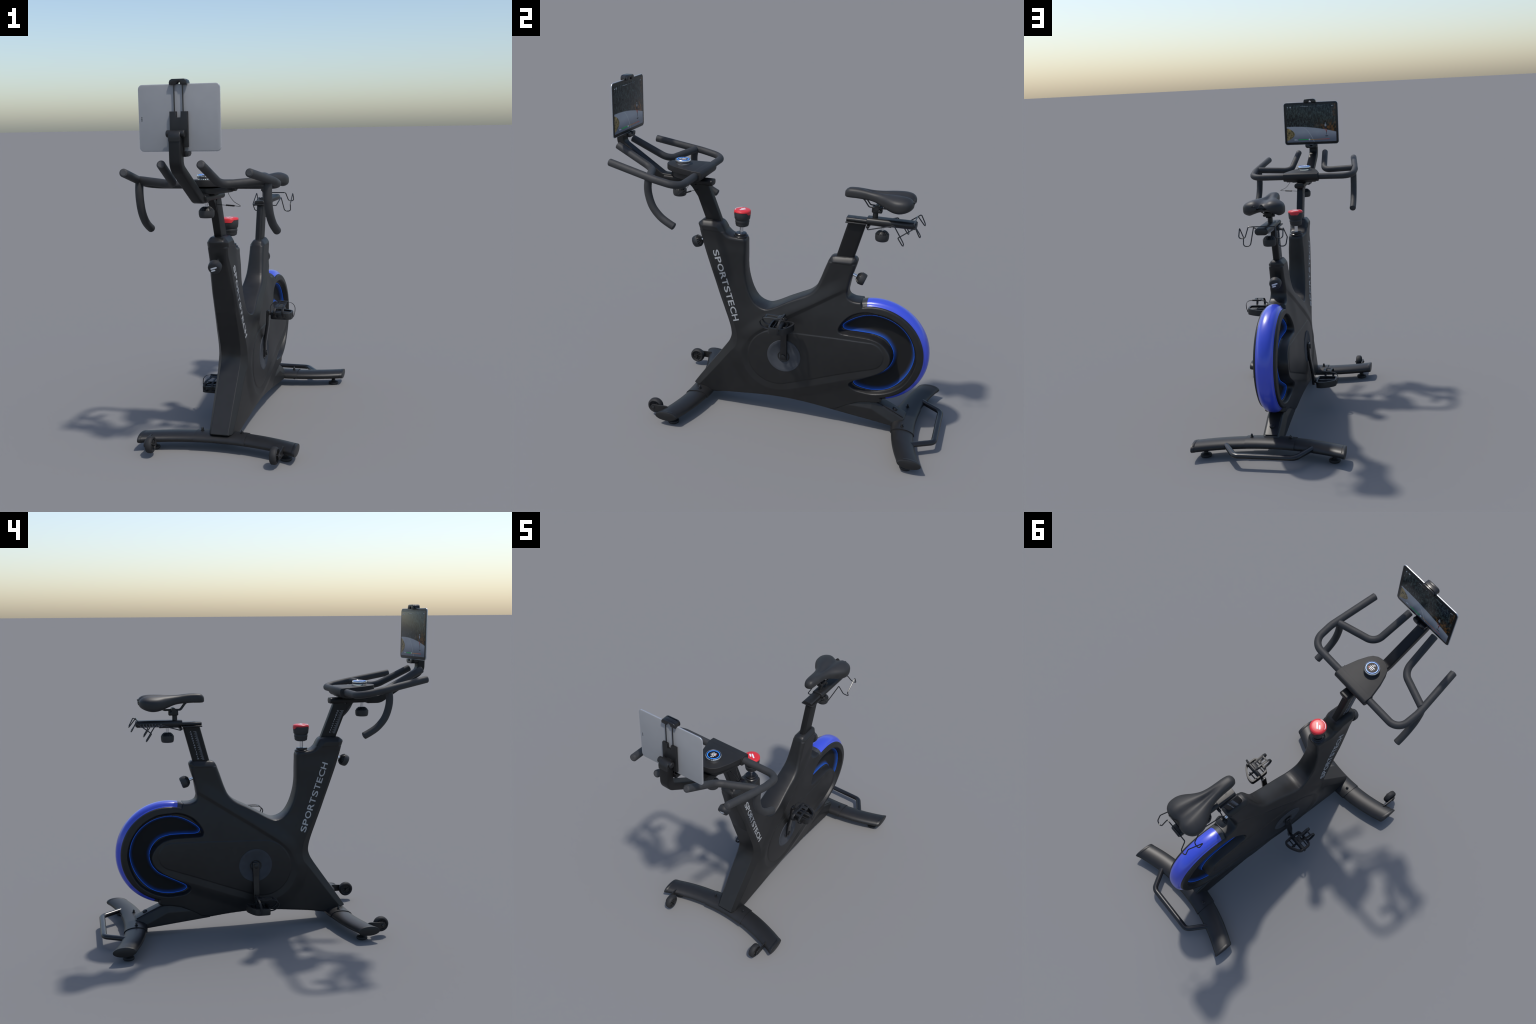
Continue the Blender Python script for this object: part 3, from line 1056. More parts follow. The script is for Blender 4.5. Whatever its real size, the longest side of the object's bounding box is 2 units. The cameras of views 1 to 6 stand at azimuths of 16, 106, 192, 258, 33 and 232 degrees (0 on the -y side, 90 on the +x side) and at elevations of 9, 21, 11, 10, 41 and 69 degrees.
# ------------------------------------------------------------------ knobs
def basis_to(axis, origin, upv=(0, 0, 1)):
    zc = Vector(axis).normalized()
    xc = Vector(upv).cross(zc)
    if xc.length < 1e-5:
        xc = Vector((1, 0, 0))
    xc.normalize()
    yc = zc.cross(xc)
    m = Matrix((xc, yc, zc)).transposed().to_4x4()
    m.translation = Vector(origin)
    return m


def capsule2d(p, q, r, n=10):
    p, q = np.array(p, float), np.array(q, float)
    u = (q - p) / np.linalg.norm(q - p)
    a0 = math.atan2(u[1], u[0])
    out = []
    for k in range(n + 1):
        a = a0 - PI / 2 + PI * k / n
        out.append(q + r * np.array((math.cos(a), math.sin(a))))
    for k in range(n + 1):
        a = a0 + PI / 2 + PI * k / n
        out.append(p + r * np.array((math.cos(a), math.sin(a))))
    return np.array(out)


def slash_mark(name, m4, scale, parent, mat=M_WHITE, h=0.0008):
    """Two slanted rounded strokes, one long and one short."""
    g = Geo()
    for p, q in (((-0.55, 0.02), (0.55, 0.42)), ((-0.50, -0.50), (0.12, -0.28))):
        o = capsule2d(np.array(p) * scale, np.array(q) * scale, 0.17 * scale)
        g.put(prism(o, -0.001, h, 0.0002, XY), m4)
    return g.make(name, mat, parent)


def knob(end_centre, axis, R=0.0375, stem=0.075, mark=True, flat=0.036):
    """Pop-pin knob: axis points from the bike towards the knob's end face."""
    ax = Vector(axis).normalized()
    o = Vector(end_centre)
    m4 = basis_to(ax, o)
    prof = [(0.0, 0.0), (R * 0.80, 0.0), (R * 0.88, -0.002), (R * 0.95, -0.007), (R, -0.018), (R, -flat), (R * 0.985, -flat - 0.003), (R * 0.6, -flat - 0.003)]
    k = add('adjustment_knob', *revolve([(r, h) for r, h in prof], tuple(o), tuple(ax), 40), M_KNOB)
    g = Geo()
    L0 = -flat - 0.001
    prof = [(R * 0.95, L0), (R * 0.86, L0 - 0.009), (R * 0.60, L0 - 0.018), (R * 0.42, L0 - 0.021), (0.0, L0 - 0.021)]
    g.put(revolve(prof, tuple(o), tuple(ax), 96, ribs=16, rib_depth=0.004, rib_rows=(0, 1, 2)))
    g.make('knob_grip', M_BLACK, k)
    g = Geo()
    g.put(revolve([(0.0085, L0 - 0.015), (0.0085, -stem)], tuple(o), tuple(ax), 18))
    g.make('knob_pin', M_CHROME, k)
    if mark:
        slash_mark('knob_mark', m4, 0.025, k)
    return k


knob((0, -0.5215, 0.9965), (0, -0.90, -0.43), R=0.0355, stem=0.085, flat=0.032)
knob((0, 0.4985, 0.9085), (0, 0.935, -0.355), R=0.0355, stem=0.085, flat=0.030)
knob((0.0, 0.571, 1.155), (0, 0, -1), R=0.0380, stem=0.09, mark=False, flat=0.036)
knob((0.0, -0.612, 1.272), (0, 0, -1), R=0.0395, stem=0.10, mark=False, flat=0.034)

# red resistance knob on the shelf of the front column
add('knob_base', *revolve([(0.043, 1.070), (0.043, 1.078), (0.040, 1.081), (0.034, 1.083), (0.034, 1.091), (0.031, 1.094), (0.020, 1.095), (0.0, 1.095)], (0, -0.236, 0), (0, 0, 1), 40), M_GLOSS)
rk = add('resistance_knob', *revolve([(0.0, 1.134), (0.026, 1.134), (0.036, 1.139), (0.039, 1.150), (0.0385, 1.157), (0.0405, 1.160), (0.0405, 1.172), (0.039, 1.174),
                                      (0.0445, 1.182), (0.0465, 1.200), (0.0470, 1.218), (0.0455, 1.2235), (0.0, 1.2235)], (0, -0.230, 0), (0, 0, 1), 48), M_KNOB)
add('knob_pin', *revolve([(0.0105, 1.09), (0.0105, 1.138)], (0, -0.233, 0), (0, 0, 1), 20), M_CHROME, rk)
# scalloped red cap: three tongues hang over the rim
Vv, Ff = [], []
n = 72
prof = [(0.0482, -0.5), (0.0484, 0.0), (0.0475, 0.45), (0.0445, 0.8), (0.036, 1.0), (0.018, 1.03), (0.0, 1.04)]
for i, (r, h) in enumerate(prof):
    for k in range(n):
        a = 2 * PI * k / n
        tongue = 0.12 + 0.88 * max(0.0, min(1.0, 2.0 * (math.cos(2 * (a - PI / 2)) - 0.05)))
        if h <= 0:
            zz = 1.2235 + (h * 0.030 * tongue if h < 0 else -0.001)
        else:
            zz = 1.2235 + 0.0105 * h
        Vv.append((r * math.cos(a), -0.230 + r * math.sin(a), zz))
for j in range(len(prof) - 1):
    for k in range(n):
        k2 = (k + 1) % n
        Ff.append((j * n + k, j * n + k2, (j + 1) * n + k2, (j + 1) * n + k))
add('red_cap', Vv, Ff, M_RED, rk, 50)
m4 = Matrix.Translation((0.0, -0.230, 1.2342)) @ Matrix.Rotation(math.radians(-60), 4, 'Z')
slash_mark('cap_mark', m4, 0.027, rk)
arc = [(0.041 * math.cos(a), -0.230 + 0.041 * math.sin(a), 1.2332) for a in np.radians(np.linspace(200, 300, 24))]
add('cap_mark', *sweep(arc, rrect(0.0028, 0.001, 0.0004), bevel=0.0002), M_WHITE, rk)

# ------------------------------------------------------------------ front post
fp0, fp1 = np.array((0, -0.372, 1.09)), np.array((0, -0.478, 1.362))
front_post = add('front_post', *sweep([fp0, fp1], rrect(0.040, 0.086, 0.005, 4), up=(0, 1, 0)), M_POST)
add('hole_plug', *revolve([(0.0065, 0), (0.0065, 0.0006), (0, 0.0006)], (0.0, -0.4715, 1.243), (0, -0.93, -0.36), 16), M_BLACK, front_post)
add('post_gusset', *prism(np.array([(-0.525, 1.372), (-0.565, 1.365), (-0.53, 1.335), (-0.495, 1.285), (-0.470, 1.30)]), -0.018, 0.018, 0.003, YZ), M_POST, front_post)

# ------------------------------------------------------------------ stem and rail under the console
rail_f = add('handlebar_rail', *sweep([(0.0, -0.405, 1.3715), (0.0, -0.70, 1.3735)], rrect(0.066, 0.034, 0.016, 8), bevel=0.003), M_POST)
add('rail_clamp', *rbox((0.060, 0.07, 0.030), 0.004, (0.0, -0.535, 1.395)), M_BLACK, rail_f)
add('rail_clamp', *rbox((0.075, 0.05, 0.010), 0.003, (0.02, -0.49, 1.393)), M_BLACK, rail_f)
stem_path = fillet([(-0.004, -0.64, 1.3735), (-0.006, -0.715, 1.3735), (-0.014, -0.972, 1.540), (-0.014, -0.972, 1.670)], [0, 0.06, 0.055, 0], 10)
stem = add('tablet_stem', *sweep(stem_path, rrect(0.058, 0.046, 0.008, 4), up=(0, 0, 1), bevel=0.002), M_POST)
hg = Geo()
hg.put(prism(spline([(-0.998, 1.656), (-0.998, 1.682), (-0.986, 1.700), (-0.968, 1.706), (-0.950, 1.700), (-0.946, 1.656)], 4, closed=False), -0.042, 0.014, 0.003, YZ))
hg.put(revolve([(0.0, -0.058), (0.014, -0.058), (0.0165, -0.055), (0.0165, -0.037), (0.0155, -0.036), (0.0155, 0.008), (0.0165, 0.009), (0.0165, 0.026), (0.014, 0.029), (0.0, 0.029)], (0.0, -0.972, 1.690), (1, 0, 0), 28))
hg.make('stem_hinge', M_BLACK, stem)
hb = Geo()
hb.put(rbox((0.030, 0.032, 0.030), 0.004, (-0.008, -0.958, 1.690)))
plate = np.array([(-0.050, 1.630), (0.036, 1.630), (0.036, 1.790), (0.004, 1.790), (0.004, 1.763), (-0.018, 1.763), (-0.018, 1.790), (-0.050, 1.790)])
hb.put(prism(plate, -0.951, -0.936, 0.0015, XZ))
hb.make('tablet_holder', M_BLACK, stem)
for zr in ((1.785, 1.915), (1.60, 1.635)):
    for x in (-0.028, 0.014):
        add('holder_rod', *sweep([(x, -0.943, zr[0]), (x, -0.943, zr[1])], circle(0.003, 12), up=(0, 1, 0)), M_GLOSS, stem)


def clip(z0, sgn):
    """C-shaped jaw with a notch, gripping one long edge of the tablet."""
    g = Geo()
    o = [(-0.050, 0.0), (-0.050, 0.012), (-0.046, 0.021), (-0.036, 0.026), (0.022, 0.026), (0.032, 0.021), (0.036, 0.012), (0.036, 0.0), (0.004, 0.0)]
    notch = [(0.003, 0.008), (-0.001, 0.0125), (-0.007, 0.0145), (-0.013, 0.0125), (-0.017, 0.008), (-0.018, 0.0)]
    P = np.array([(a, z0 + sgn * b) for a, b in o + notch])
    g.put(prism(P, -0.949, -0.936, 0.003, XZ, 0.003))
    g.put(prism(P, -0.921, -0.906, 0.003, XZ, 0.003))
    top = np.array([(-0.050, 0.003), (-0.050, 0.012), (-0.046, 0.021), (-0.036, 0.026), (0.022, 0.026), (0.032, 0.021), (0.036, 0.012), (0.036, 0.003), (0.030, 0.003),
                    (0.027, 0.013), (0.020, 0.018), (-0.034, 0.018), (-0.041, 0.013), (-0.044, 0.003)])
    g.put(prism(np.array([(a, z0 + sgn * b) for a, b in top]), -0.942, -0.912, 0.002, XZ))
    return g.make('holder_clip', M_GLOSS, stem)


clip(1.9085, 1)
clip(1.611, -1)

# ------------------------------------------------------------------ tablet
TX0, TX1, TZ0, TZ1 = -0.207, 0.1865, 1.610, 1.9115
tcx, tcz, tw, th = (TX0 + TX1) / 2, (TZ0 + TZ1) / 2, TX1 - TX0, TZ1 - TZ0
off = np.array((tcx, tcz))
tablet = add('tablet', *prism(rrect(tw, th, 0.020, 8) + off, -0.9330, -0.9262, 0.0016, XZ, 0.0025), M_ALU)
add('tablet_edge', *sweep(np.array([(p[0], -0.9292, p[1]) for p in rrect(tw + 0.0006, th + 0.0006, 0.020, 8) + off]), rrect(0.0014, 0.004, 0.0006), up=(0, 1, 0), closed=True), M_ALU_EDGE, tablet)
add('screen_bezel', *prism(rrect(tw - 0.004, th - 0.004, 0.018, 8) + off, -0.9275, -0.9255, 0.0006, XZ), M_BEZEL, tablet)
add('screen', *prism(rrect(0.360, 0.266, 0.003, 3) + np.array((-0.0105, 1.761)), -0.926, -0.9250, 0.0002, XZ), M_SCREEN, tablet)
YS = -0.9248


def screen_chip(name, x, z, w, h, mat, r=0.0005):
    return prism(rrect(w, h, r, 3) + np.array((x, z)), YS - 0.0005, YS + 0.0001, 0.00005, XZ)


g = Geo()
for (x, z, w, h) in ((0.062, 1.8815, 0.002, 0.002), (0.036, 1.8815, 0.058, 0.0014), (0.158, 1.878, 0.006, 0.006), (0.137, 1.8815, 0.012, 0.003), (0.137, 1.876, 0.008, 0.003),
                     (-0.164, 1.881, 0.005, 0.004), (-0.172, 1.881, 0.004, 0.004), (0.112, 1.6455, 0.007, 0.008), (0.104, 1.6455, 0.006, 0.008), (0.095, 1.6445, 0.006, 0.004)):
    g.put(screen_chip('', x, z, w, h, None))
g.make('screen_mark', M_HUD, tablet, stuff=True)
g = Geo()
for (x, w) in ((-0.020, 0.05), (-0.075, 0.05)):
    g.put(screen_chip('', x, 1.8815, w, 0.0006, None))
g.make('screen_mark', M_PRINT, tablet, stuff=True)
add('screen_bar', *screen_chip('', 0.046, 1.6455, 0.078, 0.0062, None, 0.003), M_GREEN, tablet)
add('screen_bar', *screen_chip('', -0.0685, 1.6455, 0.145, 0.0038, None, 0.0018), M_AMBER, tablet)
g = Geo()
circ = circle(0.0062, 20)
g.put(prism(circ + np.array((0.006, 1.6455)), YS - 0.0004, YS + 0.0003, 0.00005, XZ))
g.make('screen_mark', M_HUD, tablet, stuff=True)
# the little rider on the road: plain figure of a few flat shapes
fig_d, fig_w, fig_o = Geo(), Geo(), Geo()
cx_ = -0.115
fig_w.put(prism(ellipse(0.007, 0.009, 16) + np.array((cx_ + 0.001, 1.744)), YS - 0.0004, YS + 0.0002, 0.00005, XZ))
fig_w.put(prism(circle(0.0035, 12) + np.array((cx_ + 0.001, 1.758)), YS - 0.0004, YS + 0.0002, 0.00005, XZ))
fig_d.put(prism(ellipse(0.0085, 0.012, 16) + np.array((cx_ - 0.001, 1.728)), YS - 0.0004, YS + 0.0001, 0.00005, XZ))
fig_d.put(prism(ellipse(0.0018, 0.018, 12) + np.array((cx_ - 0.004, 1.692)), YS - 0.0004, YS + 0.0001, 0.00005, XZ))
fig_d.put(prism(ellipse(0.012, 0.003, 12) + np.array((cx_ - 0.006, 1.667)), YS - 0.0004, YS + 0.0001, 0.00005, XZ))
fig_o.put(prism(ellipse(0.0018, 0.011, 12) + np.array((cx_ - 0.007, 1.706)), YS - 0.0004, YS + 0.0003, 0.00005, XZ))
fig_o.put(prism(ellipse(0.0018, 0.009, 12) + np.array((cx_ + 0.004, 1.712)), YS - 0.0004, YS + 0.0003, 0.00005, XZ))
fig_d.make('screen_figure', M_HAIR, tablet, stuff=True)
fig_w.make('screen_figure', M_PRINT, tablet, stuff=True)
fig_o.make('screen_figure', M_AMBER, tablet, stuff=True)
g = Geo()
for z in (1.7645, 1.7575, 1.7505):
    g.put(revolve([(0.0025, 0), (0.0025, 0.0006), (0, 0.0006)], (-0.192, -0.9329, z), (0, -1, 0), 12))
g.make('tablet_contact', M_BLACK, tablet)

# ------------------------------------------------------------------ handlebar
HX = -0.004
TR = 0.0208
hbar = fillet([(HX, -0.474, 1.427), (HX + 0.345, -0.474, 1.427), (HX + 0.350, -0.610, 1.4545), (HX + 0.309, -0.8945, 1.5105)], [0, 0.085, 0.18, 0], 14)
hbar = np.r_[[(2 * HX - x, y, z) for x, y, z in hbar[:0:-1]], hbar]
handlebar = add('handlebar', *sweep(hbar, circle(TR, 28), bevel=0.005), M_GRIP)
for s in (1, -1):
    hornp = fillet([(HX + s * 0.335, -0.648, 1.461), (HX + s * 0.118, -0.727, 1.4435), (HX + s * 0.096, -0.9505, 1.5525)], [0, 0.075, 0], 14)
    add('horn_grip', *sweep(hornp, circle(TR, 28), bevel=0.005), M_GRIP, handlebar)
    dropp = spline([(HX + s * 0.333, -0.652, 1.460), (HX + s * 0.333, -0.659, 1.41), (HX + s * 0.333, -0.655, 1.362), (HX + s * 0.334, -0.632, 1.298),
                    (HX + s * 0.336, -0.588, 1.247), (HX + s * 0.338, -0.545, 1.219), (HX + s * 0.3385, -0.5055, 1.199)], 8)
    add('drop_grip', *sweep(dropp, circle(TR, 28), up=(1, 0, 0), bevel=0.005), M_GRIP, handlebar)
    for (p, q) in ((hbar[-1] if s > 0 else hbar[0], hbar[-3] if s > 0 else hbar[2]), (hornp[-1], hornp[-2]), (dropp[-1], dropp[-2])):
        ax = (np.array(p) - np.array(q))
        ax /= np.linalg.norm(ax)
        add('grip_end', *revolve([(0.0, 0.0012), (0.0135, 0.0012), (0.0150, 0.0), (0.0150, -0.003)], tuple(p), tuple(ax), 24), M_GRIPCAP, handlebar)

# ------------------------------------------------------------------ console
half_c = [(0.1175, -0.445), (0.1175, -0.488), (0.094, -0.578), (0.072, -0.634), (0.058, -0.657), (0.036, -0.674), (0.012, -0.681)]
outl = np.array([(HX + x, y) for x, y in half_c] + [(HX - x, y) for x, y in half_c[::-1]])


def tilt(a, b, h):
    return (a, b, h + (-0.46 - b) * 0.045)


console = add('console', *prism(outl, 1.420, 1.4535, 0.003, tilt, 0.002), M_CONSOLE)
low = [(0.100, -0.462), (0.100, -0.500), (0.080, -0.575), (0.058, -0.622), (0.030, -0.650), (0.010, -0.656)]
outl2 = np.array([(HX + x, y) for x, y in low] + [(HX - x, y) for x, y in low[::-1]])
add('console_base', *prism(outl2, 1.391, 1.424, 0.006, XY, 0.004), M_BLACK, console)
# rounded sleeve around the bar
sl = [(-0.434, 1.432), (-0.436, 1.444), (-0.442, 1.4505), (-0.452, 1.4525), (-0.492, 1.4528), (-0.500, 1.44), (-0.500, 1.41), (-0.493, 1.399), (-0.474, 1.3955), (-0.455, 1.398), (-0.441, 1.408), (-0.435, 1.420)]
add('bar_sleeve', *prism(spline(sl, 4, closed=True), HX - 0.1185, HX + 0.1185, 0.003, YZ), M_CONSOLE, console)

pk = (-0.006, -0.593)
puck = add('display_puck', *revolve([(0.0, 1.450), (0.0405, 1.450), (0.0415, 1.458), (0.0405, 1.466), (0.043, 1.470), (0.0445, 1.478), (0.0440, 1.484), (0.0415, 1.4868), (0.0395, 1.4855), (0.0, 1.4855)], (pk[0], pk[1], 0), (0, 0, 1), 56), M_CHROME)
add('display_glass', *revolve([(0.0396, 1.4845), (0.0396, 1.4862), (0.0, 1.4865)], (pk[0], pk[1], 0), (0, 0, 1), 48), M_GLASS, puck)
ringp = [(pk[0] + 0.0330 * math.cos(a), pk[1] + 0.0330 * math.sin(a), 1.4864) for a in np.linspace(0, 2 * PI, 64, endpoint=False)]
add('display_ring', *sweep(ringp, rrect(0.0042, 0.0012, 0.0004), up=(0, 0, 1), closed=True), M_LEDRING, puck)
g = Geo()
for (x, y, w, l) in ((0.004, -0.012, 0.012, 0.003), (0.009, -0.002, 0.010, 0.003), (-0.004, -0.003, 0.010, 0.0035), (-0.010, 0.006, 0.008, 0.003), (0.010, 0.006, 0.006, 0.003),
                     (0.002, 0.006, 0.008, 0.004), (-0.006, 0.014, 0.007, 0.003), (0.006, 0.014, 0.006, 0.003), (-0.013, -0.004, 0.005, 0.003), (0.0, -0.020, 0.010, 0.0025)):
    g.put(rbox((w * 1.25, l * 1.35, 0.0007), 0.0002, (pk[0] + x, pk[1] + y, 1.4868), seg=1))
g.make('display_print', M_WHITE, puck, stuff=True)
add('display_mark', *revolve([(0.0035, 0), (0.0035, 0.0008), (0, 0.0008)], (pk[0] + 0.014, pk[1] + 0.009, 1.4865), (0, 0, 1), 12), M_RED, puck)

# cable from the console to the post
cab = spline([(0.074, -0.500, 1.400), (0.090, -0.512, 1.375), (0.118, -0.530, 1.347), (0.159, -0.553, 1.3265), (0.125, -0.537, 1.3255), (0.090, -0.522, 1.3265), (0.020, -0.492, 1.3265)], 8)
cable = add('cable', *sweep(cab, circle(0.0014, 8)), M_BLACK)
add('cable_ferrule', *sweep([(0.122, -0.536, 1.3258), (0.072, -0.514, 1.3265)], circle(0.0042, 12), bevel=0.001), M_BLACK, cable)

# ------------------------------------------------------------------ cranks and pedals
HUB = (0.0735, 0.406)
for s in (1, -1):
    sx = s * 0.0935
    disc = add('crank_disc', *revolve([(0.0, 0.0), (0.1005, 0.0), (0.1005, 0.0045), (0.099, 0.006), (0.084, 0.0072), (0.083, 0.0066), (0.0, 0.0066)], (sx, HUB[0], HUB[1]), (s, 0, 0), 72), M_DISC)
    add('axle_seat', *revolve([(0.0, 0.001), (0.036, 0.001), (0.036, 0.0082), (0.033, 0.009), (0.026, 0.006), (0.0, 0.006)], (sx, HUB[0], HUB[1]), (s, 0, 0), 36), M_BLACK, disc)
    up = s
    pz = HUB[1] + up * 0.234
    # crank arm: tapered bar that steps outwards
    path = fillet([(s * 0.103, HUB[0], HUB[1] - up * 0.022), (s * 0.106, HUB[0], HUB[1] + up * 0.06), (s * 0.124, HUB[0] + 0.001, pz - up * 0.06), (s * 0.1275, HUB[0] + 0.002, pz + up * 0.020)], 0.12, 8)
    tp = np.linspace(1.10, 0.92, len(path))
    arm = add('crank_arm', *sweep(path, rrect(0.036, 0.017, 0.005, 4), up=(1, 0, 0), bevel=0.004, taper=tp), M_GLOSS)
    add('crank_bolt', *revolve([(0.0, 0.0165), (0.012, 0.0165), (0.0145, 0.015), (0.0145, 0.0)], (s * 0.103, HUB[0], HUB[1]), (s, 0, 0), 24), M_BLACK, arm)
    # pedal in local frame: px outward, y along the foot, z up
    c = np.array((s * 0.2135, HUB[0] + 0.004, pz))

    def at(px, py, pz_):
        return (c[0] + s * px, c[1] + py, c[2] + pz_)
    ax_g = Geo()
    ax_g.put(revolve([(0.007, -0.09), (0.007, 0.055)], tuple(c), (s, 0, 0), 16))
    ax_g.put(revolve([(0.010, -0.072), (0.012, -0.062), (0.012, -0.04)], tuple(c), (s, 0, 0), 16))
    ped = Geo()
    # side walls: outer cage plates and cross bars
    wall = spline([(0.061, -0.040), (0.061, 0.000), (0.059, 0.016), (0.046, 0.034), (0.000, 0.060), (-0.020, 0.0665), (-0.046, 0.0670), (-0.058, 0.060),
                   (-0.061, 0.046), (-0.061, -0.040), (-0.057, -0.053), (-0.044, -0.060), (0.044, -0.060), (0.057, -0.053)], 4, closed=True)
    inner = inset2d(wall, 0.0105)
    m = len(wall)
    Vv, Ff = [], []
    rows = [(wall, -0.019), (wall, 0.016), (wall * 0.985, 0.019), (inner, 0.019), (inner, -0.019)]
    for P, h in rows:
        for p in P:
            Vv.append(at(p[0], p[1] + 0.002, h))
    for j in range(len(rows)):
        a0, b0 = j * m, ((j + 1) % len(rows)) * m
        for k in range(m):
            k2 = (k + 1) % m
            Ff.append((a0 + k, a0 + k2, b0 + k2, b0 + k))
    ped.put((Vv, Ff))
    ped.put(rbox((0.112, 0.026, 0.030), 0.008, at(0, 0.002, 0)))
    ped.put(rbox((0.108, 0.006, 0.016), 0.002, at(0, -0.034, 0.004)))
    ped.put(rbox((0.060, 0.006, 0.016), 0.002, at(-0.022, 0.034, 0.004)))
    ped.put(rbox((0.012, 0.102, 0.012), 0.003, at(-0.004, -0.003, 0.0)))
    pedal = ped.make('pedal', M_BLACK)
    ax_g.make('pedal_axle', M_GLOSS, pedal)
    add('reflector', *revolve([(0.0075, 0), (0.0075, 0.0015), (0, 0.0015)], at(0.0612, 0.002, 0.0), (s, 0, 0), 16), M_DISC, pedal)
    # toe cage: two bands going forward, up and back over the toe
    cage = Geo()
    for px in (-0.022, 0.026):
        band = spline([at(px, -0.050, -0.006), at(px * 1.05, -0.085, 0.000), at(px * 1.05, -0.108, 0.018), at(px * 1.0, -0.112, 0.038), at(px * 0.95, -0.094, 0.056),
                       at(px * 0.85, -0.060, 0.062), at(px * 0.72, -0.020, 0.062), at(px * 0.72, 0.012, 0.071)], 6)
        cage.put(sweep(band, rrect(0.014, 0.004, 0.0015, 3), up=(0, 0, -1), bevel=0.001))
    cage.put(rbox((0.046, 0.010, 0.003), 0.001, at(0.001, -0.084, 0.0595)))
    cage.put(rbox((0.050, 0.022, 0.004), 0.0015, at(0.001, -0.006, 0.066), rot_axis('X', 14)))
    cage.put(rbox((0.056, 0.010, 0.010), 0.002, at(0.0, 0.014, 0.071)))
    cage.make('toe_cage', M_BLACK, pedal)
    # strap loop
    st = spline([at(-0.066, 0.0, -0.012), at(-0.074, 0.002, 0.016), at(-0.072, 0.006, 0.045), at(-0.054, 0.010, 0.063), at(-0.020, 0.013, 0.0705), at(0.026, 0.013, 0.0705),
                 at(0.056, 0.010, 0.064), at(0.071, 0.006, 0.046), at(0.0725, 0.002, 0.018), at(0.065, 0.0, -0.012)], 6)
    add('toe_strap', *sweep(st, rrect(0.011, 0.0022, 0.001, 3), up=(1, 0, 0), bevel=0.0005), M_RUBBER, pedal)


# ------------------------------------------------------------------ lettering and scales
def text_mesh(body_txt, size=1.0, bold=0.0, extr=0.0, res=6):
    cu = bpy.data.curves.new('type', 'FONT')
    cu.body = body_txt
    cu.size = size
    cu.offset = bold
    cu.extrude = extr
    cu.resolution_u = res
    cu.align_x = 'LEFT'
    ob = bpy.data.objects.new('type_tmp', cu)
    COL.objects.link(ob)
    dg = bpy.context.evaluated_depsgraph_get()
    ev = ob.evaluated_get(dg)
    me = ev.to_mesh()
    V = np.array([v.co[:] for v in me.vertices]) if len(me.vertices) else np.zeros((0, 3))
    F = [tuple(p.vertices) for p in me.polygons]
    ev.to_mesh_clear()
    bpy.data.objects.remove(ob)
    bpy.data.curves.remove(cu)
    return V, F


def refine(V, F, max_len, rounds=4):
    """Split long edges so a flat glyph can bend with the surface under it."""
    bm = bmesh.new()
    vs = [bm.verts.new(v) for v in V]
    for f in F:
        try:
            bm.faces.new([vs[i] for i in f])
        except ValueError:
            pass
    bmesh.ops.triangulate(bm, faces=bm.faces)
    for _ in range(rounds):
        long_e = [e for e in bm.edges if e.calc_length() > max_len]
        if not long_e:
            break
        bmesh.ops.subdivide_edges(bm, edges=long_e, cuts=1)
        bmesh.ops.triangulate(bm, faces=bm.faces)
    bm.verts.index_update()
    V2 = np.array([v.co[:] for v in bm.verts])
    F2 = [tuple(v.index for v in f.verts) for f in bm.faces]
    bm.free()
    return V2, F2


def side_surface(Y, Z):
    """Half width of the body skin at points of the side plane (vectorised)."""
    sd, _, _ = sd_polygon(Y, Z, body_outline)
    return body_width(Y, Z, np.maximum(sd, 0), recess=False)


WORD = 'SPORTSTECH'
# letter widths as multiples of the letter height (wide grotesque capitals)
GLYPH_W = {'S': 0.92, 'P': 0.90, 'O': 1.16, 'R': 1.02, 'T': 0.95, 'E': 0.82, 'C': 1.04, 'H': 0.98}
for s in (1, -1):
    if s > 0:
        p0, p1 = np.array((-0.369, 0.990)), np.array((-0.2275, 0.574))
    else:
        p0, p1 = np.array((-0.2225, 0.590)), np.array((-0.3665, 1.004))
    u = p1 - p0
    Lw = np.linalg.norm(u)
    u /= Lw
    # letter "up" in the viewer's plane (viewer right is +y for x>0, -y for x<0); both face the rear
    nrm = np.array((-u[1] * s, u[0] * s))
    hgt = 0.0355
    glyphs, x = [], 0.0
    for ch in WORD:
        Vt, Ft = refine(*text_mesh(ch, 1.0, 0.013, 0.05), 0.12)
        wch = Vt[:, 0].max() - Vt[:, 0].min()
        Vt = Vt - np.array((Vt[:, 0].min(), Vt[:, 1].min(), 0))
        glyphs.append((Vt, Ft, x, wch, ch))
        x += GLYPH_W[ch] + (0.04 if ch == 'R' else 0.17)
    total = x - 0.17
    kx = Lw / total
    for Vt, Ft, x0, wch, ch in glyphs:
        hh = Vt[:, 1].max()
        Q = p0 + np.outer((x0 + Vt[:, 0] / wch * GLYPH_W[ch]) * kx, u) + np.outer((Vt[:, 1] / hh - 0.5) * hgt, nrm)
        X = side_surface(Q[:, 0], Q[:, 1]) + np.where(Vt[:, 2] > 0, 0.0016, -0.002)
        out = np.c_[s * X, Q]
        add('letter', out, Ft, M_SILVER, body, 30)


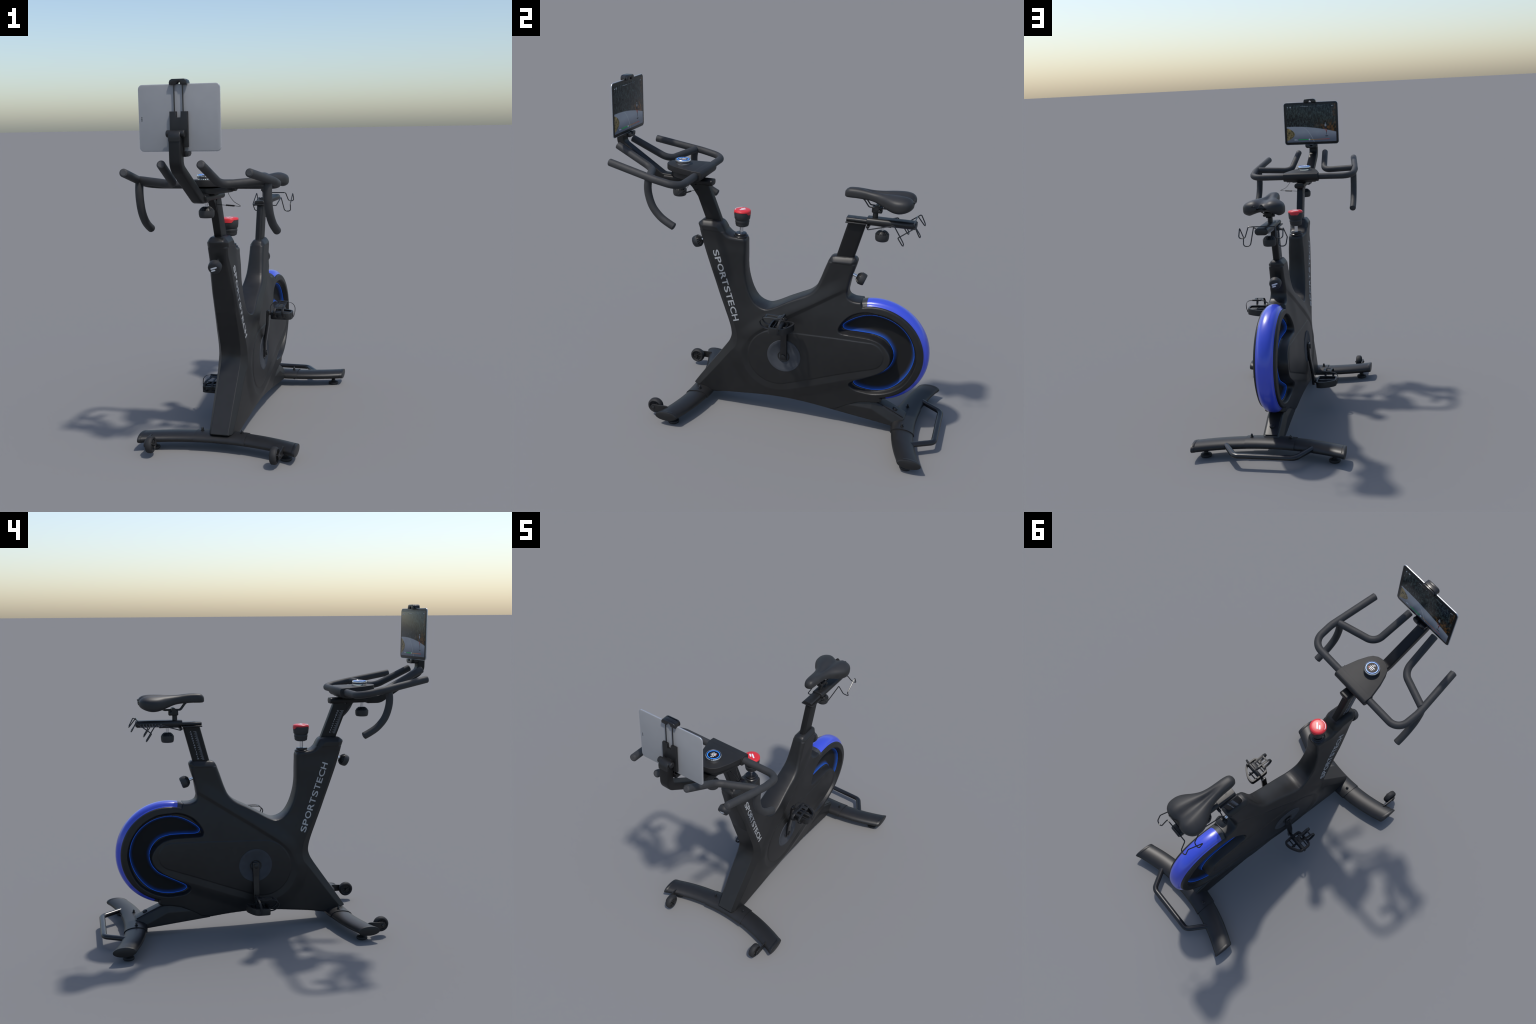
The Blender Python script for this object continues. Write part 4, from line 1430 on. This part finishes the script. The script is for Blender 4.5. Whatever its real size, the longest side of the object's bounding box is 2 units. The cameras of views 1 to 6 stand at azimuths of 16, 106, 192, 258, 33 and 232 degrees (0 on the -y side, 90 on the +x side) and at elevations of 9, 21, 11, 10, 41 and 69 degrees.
def scale_strip(origin, along, across, normal, n, pitch, labels, label_size, tick_long, tick_short, parent, lab_off):
    """Ruler print: ticks with every second one longer, and a column of labels."""
    g = Geo()
    o, al, ac, nn = [np.array(v, float) for v in (origin, along, across, normal)]
    al /= np.linalg.norm(al)
    ac /= np.linalg.norm(ac)
    for i in range(n):
        L_ = tick_long if i % 2 == 0 else tick_short
        c0 = o + al * pitch * i - ac * L_ / 2
        w = 0.0016
        pts = [c0 + sa * ac * L_ / 2 + sb * al * w / 2 + nn * h for h in (-0.0005, 0.0006) for sa, sb in ((-1, -1), (1, -1), (1, 1), (-1, 1))]
        g.put((pts, [(0, 1, 2, 3), (4, 5, 6, 7), (0, 1, 5, 4), (1, 2, 6, 5), (2, 3, 7, 6), (3, 0, 4, 7)]))
    for i, t in enumerate(labels):
        Vt, Ft = text_mesh(t, label_size, 0.0004, 0.0004, 3)
        if len(Vt) == 0:
            continue
        cen = (Vt.max(0) + Vt.min(0)) / 2
        c0 = o + al * pitch * 2 * i - ac * lab_off
        # text reads along the viewer's horizontal: viewer at -x sees -y as right
        out = [c0 + np.array((0, -1, 0)) * (a - cen[0]) + np.array((0, 0, 1)) * (b - cen[1]) + nn * (0.0006 if c_ > 0 else -0.0003) for a, b, c_ in Vt]
        g.put((out, Ft))
    return g.make('scale_print', M_PRINT, parent, 30, stuff=True)


scale_strip((-0.0196, 0.404, 1.214), (0, -0.0465, -0.178), (0, -1, 0), (-1, 0, 0), 26, 0.0069, list('ABCDEFGHIJKLM'), 0.011, 0.018, 0.011, seat_post, 0.034)
scale_strip((-0.0201, -0.490, 1.310), (0, 0.053, -0.137), (0, -1, 0), (-1, 0, 0), 22, 0.0068, [str(k) for k in range(12, 0, -1)][:11], 0.011, 0.024, 0.014, front_post, 0.036)
scale_strip((-0.0332, 0.728, 1.2495), (0, -1, 0), (0, 0, -1), (-1, 0, 0), 16, 0.0085, [], 0.01, 0.018, 0.008, slider, 0.02)

# the moulded frame sits a few millimetres to the drive side of the bike's middle
for ob in list(ROOT.children):
    if ob.name.split('.')[0] in ('frame_body', 'wheel_rim', 'rim_end', 'rear_strut', 'crank_disc', 'knob_base'):
        ob.location.x += 0.0015
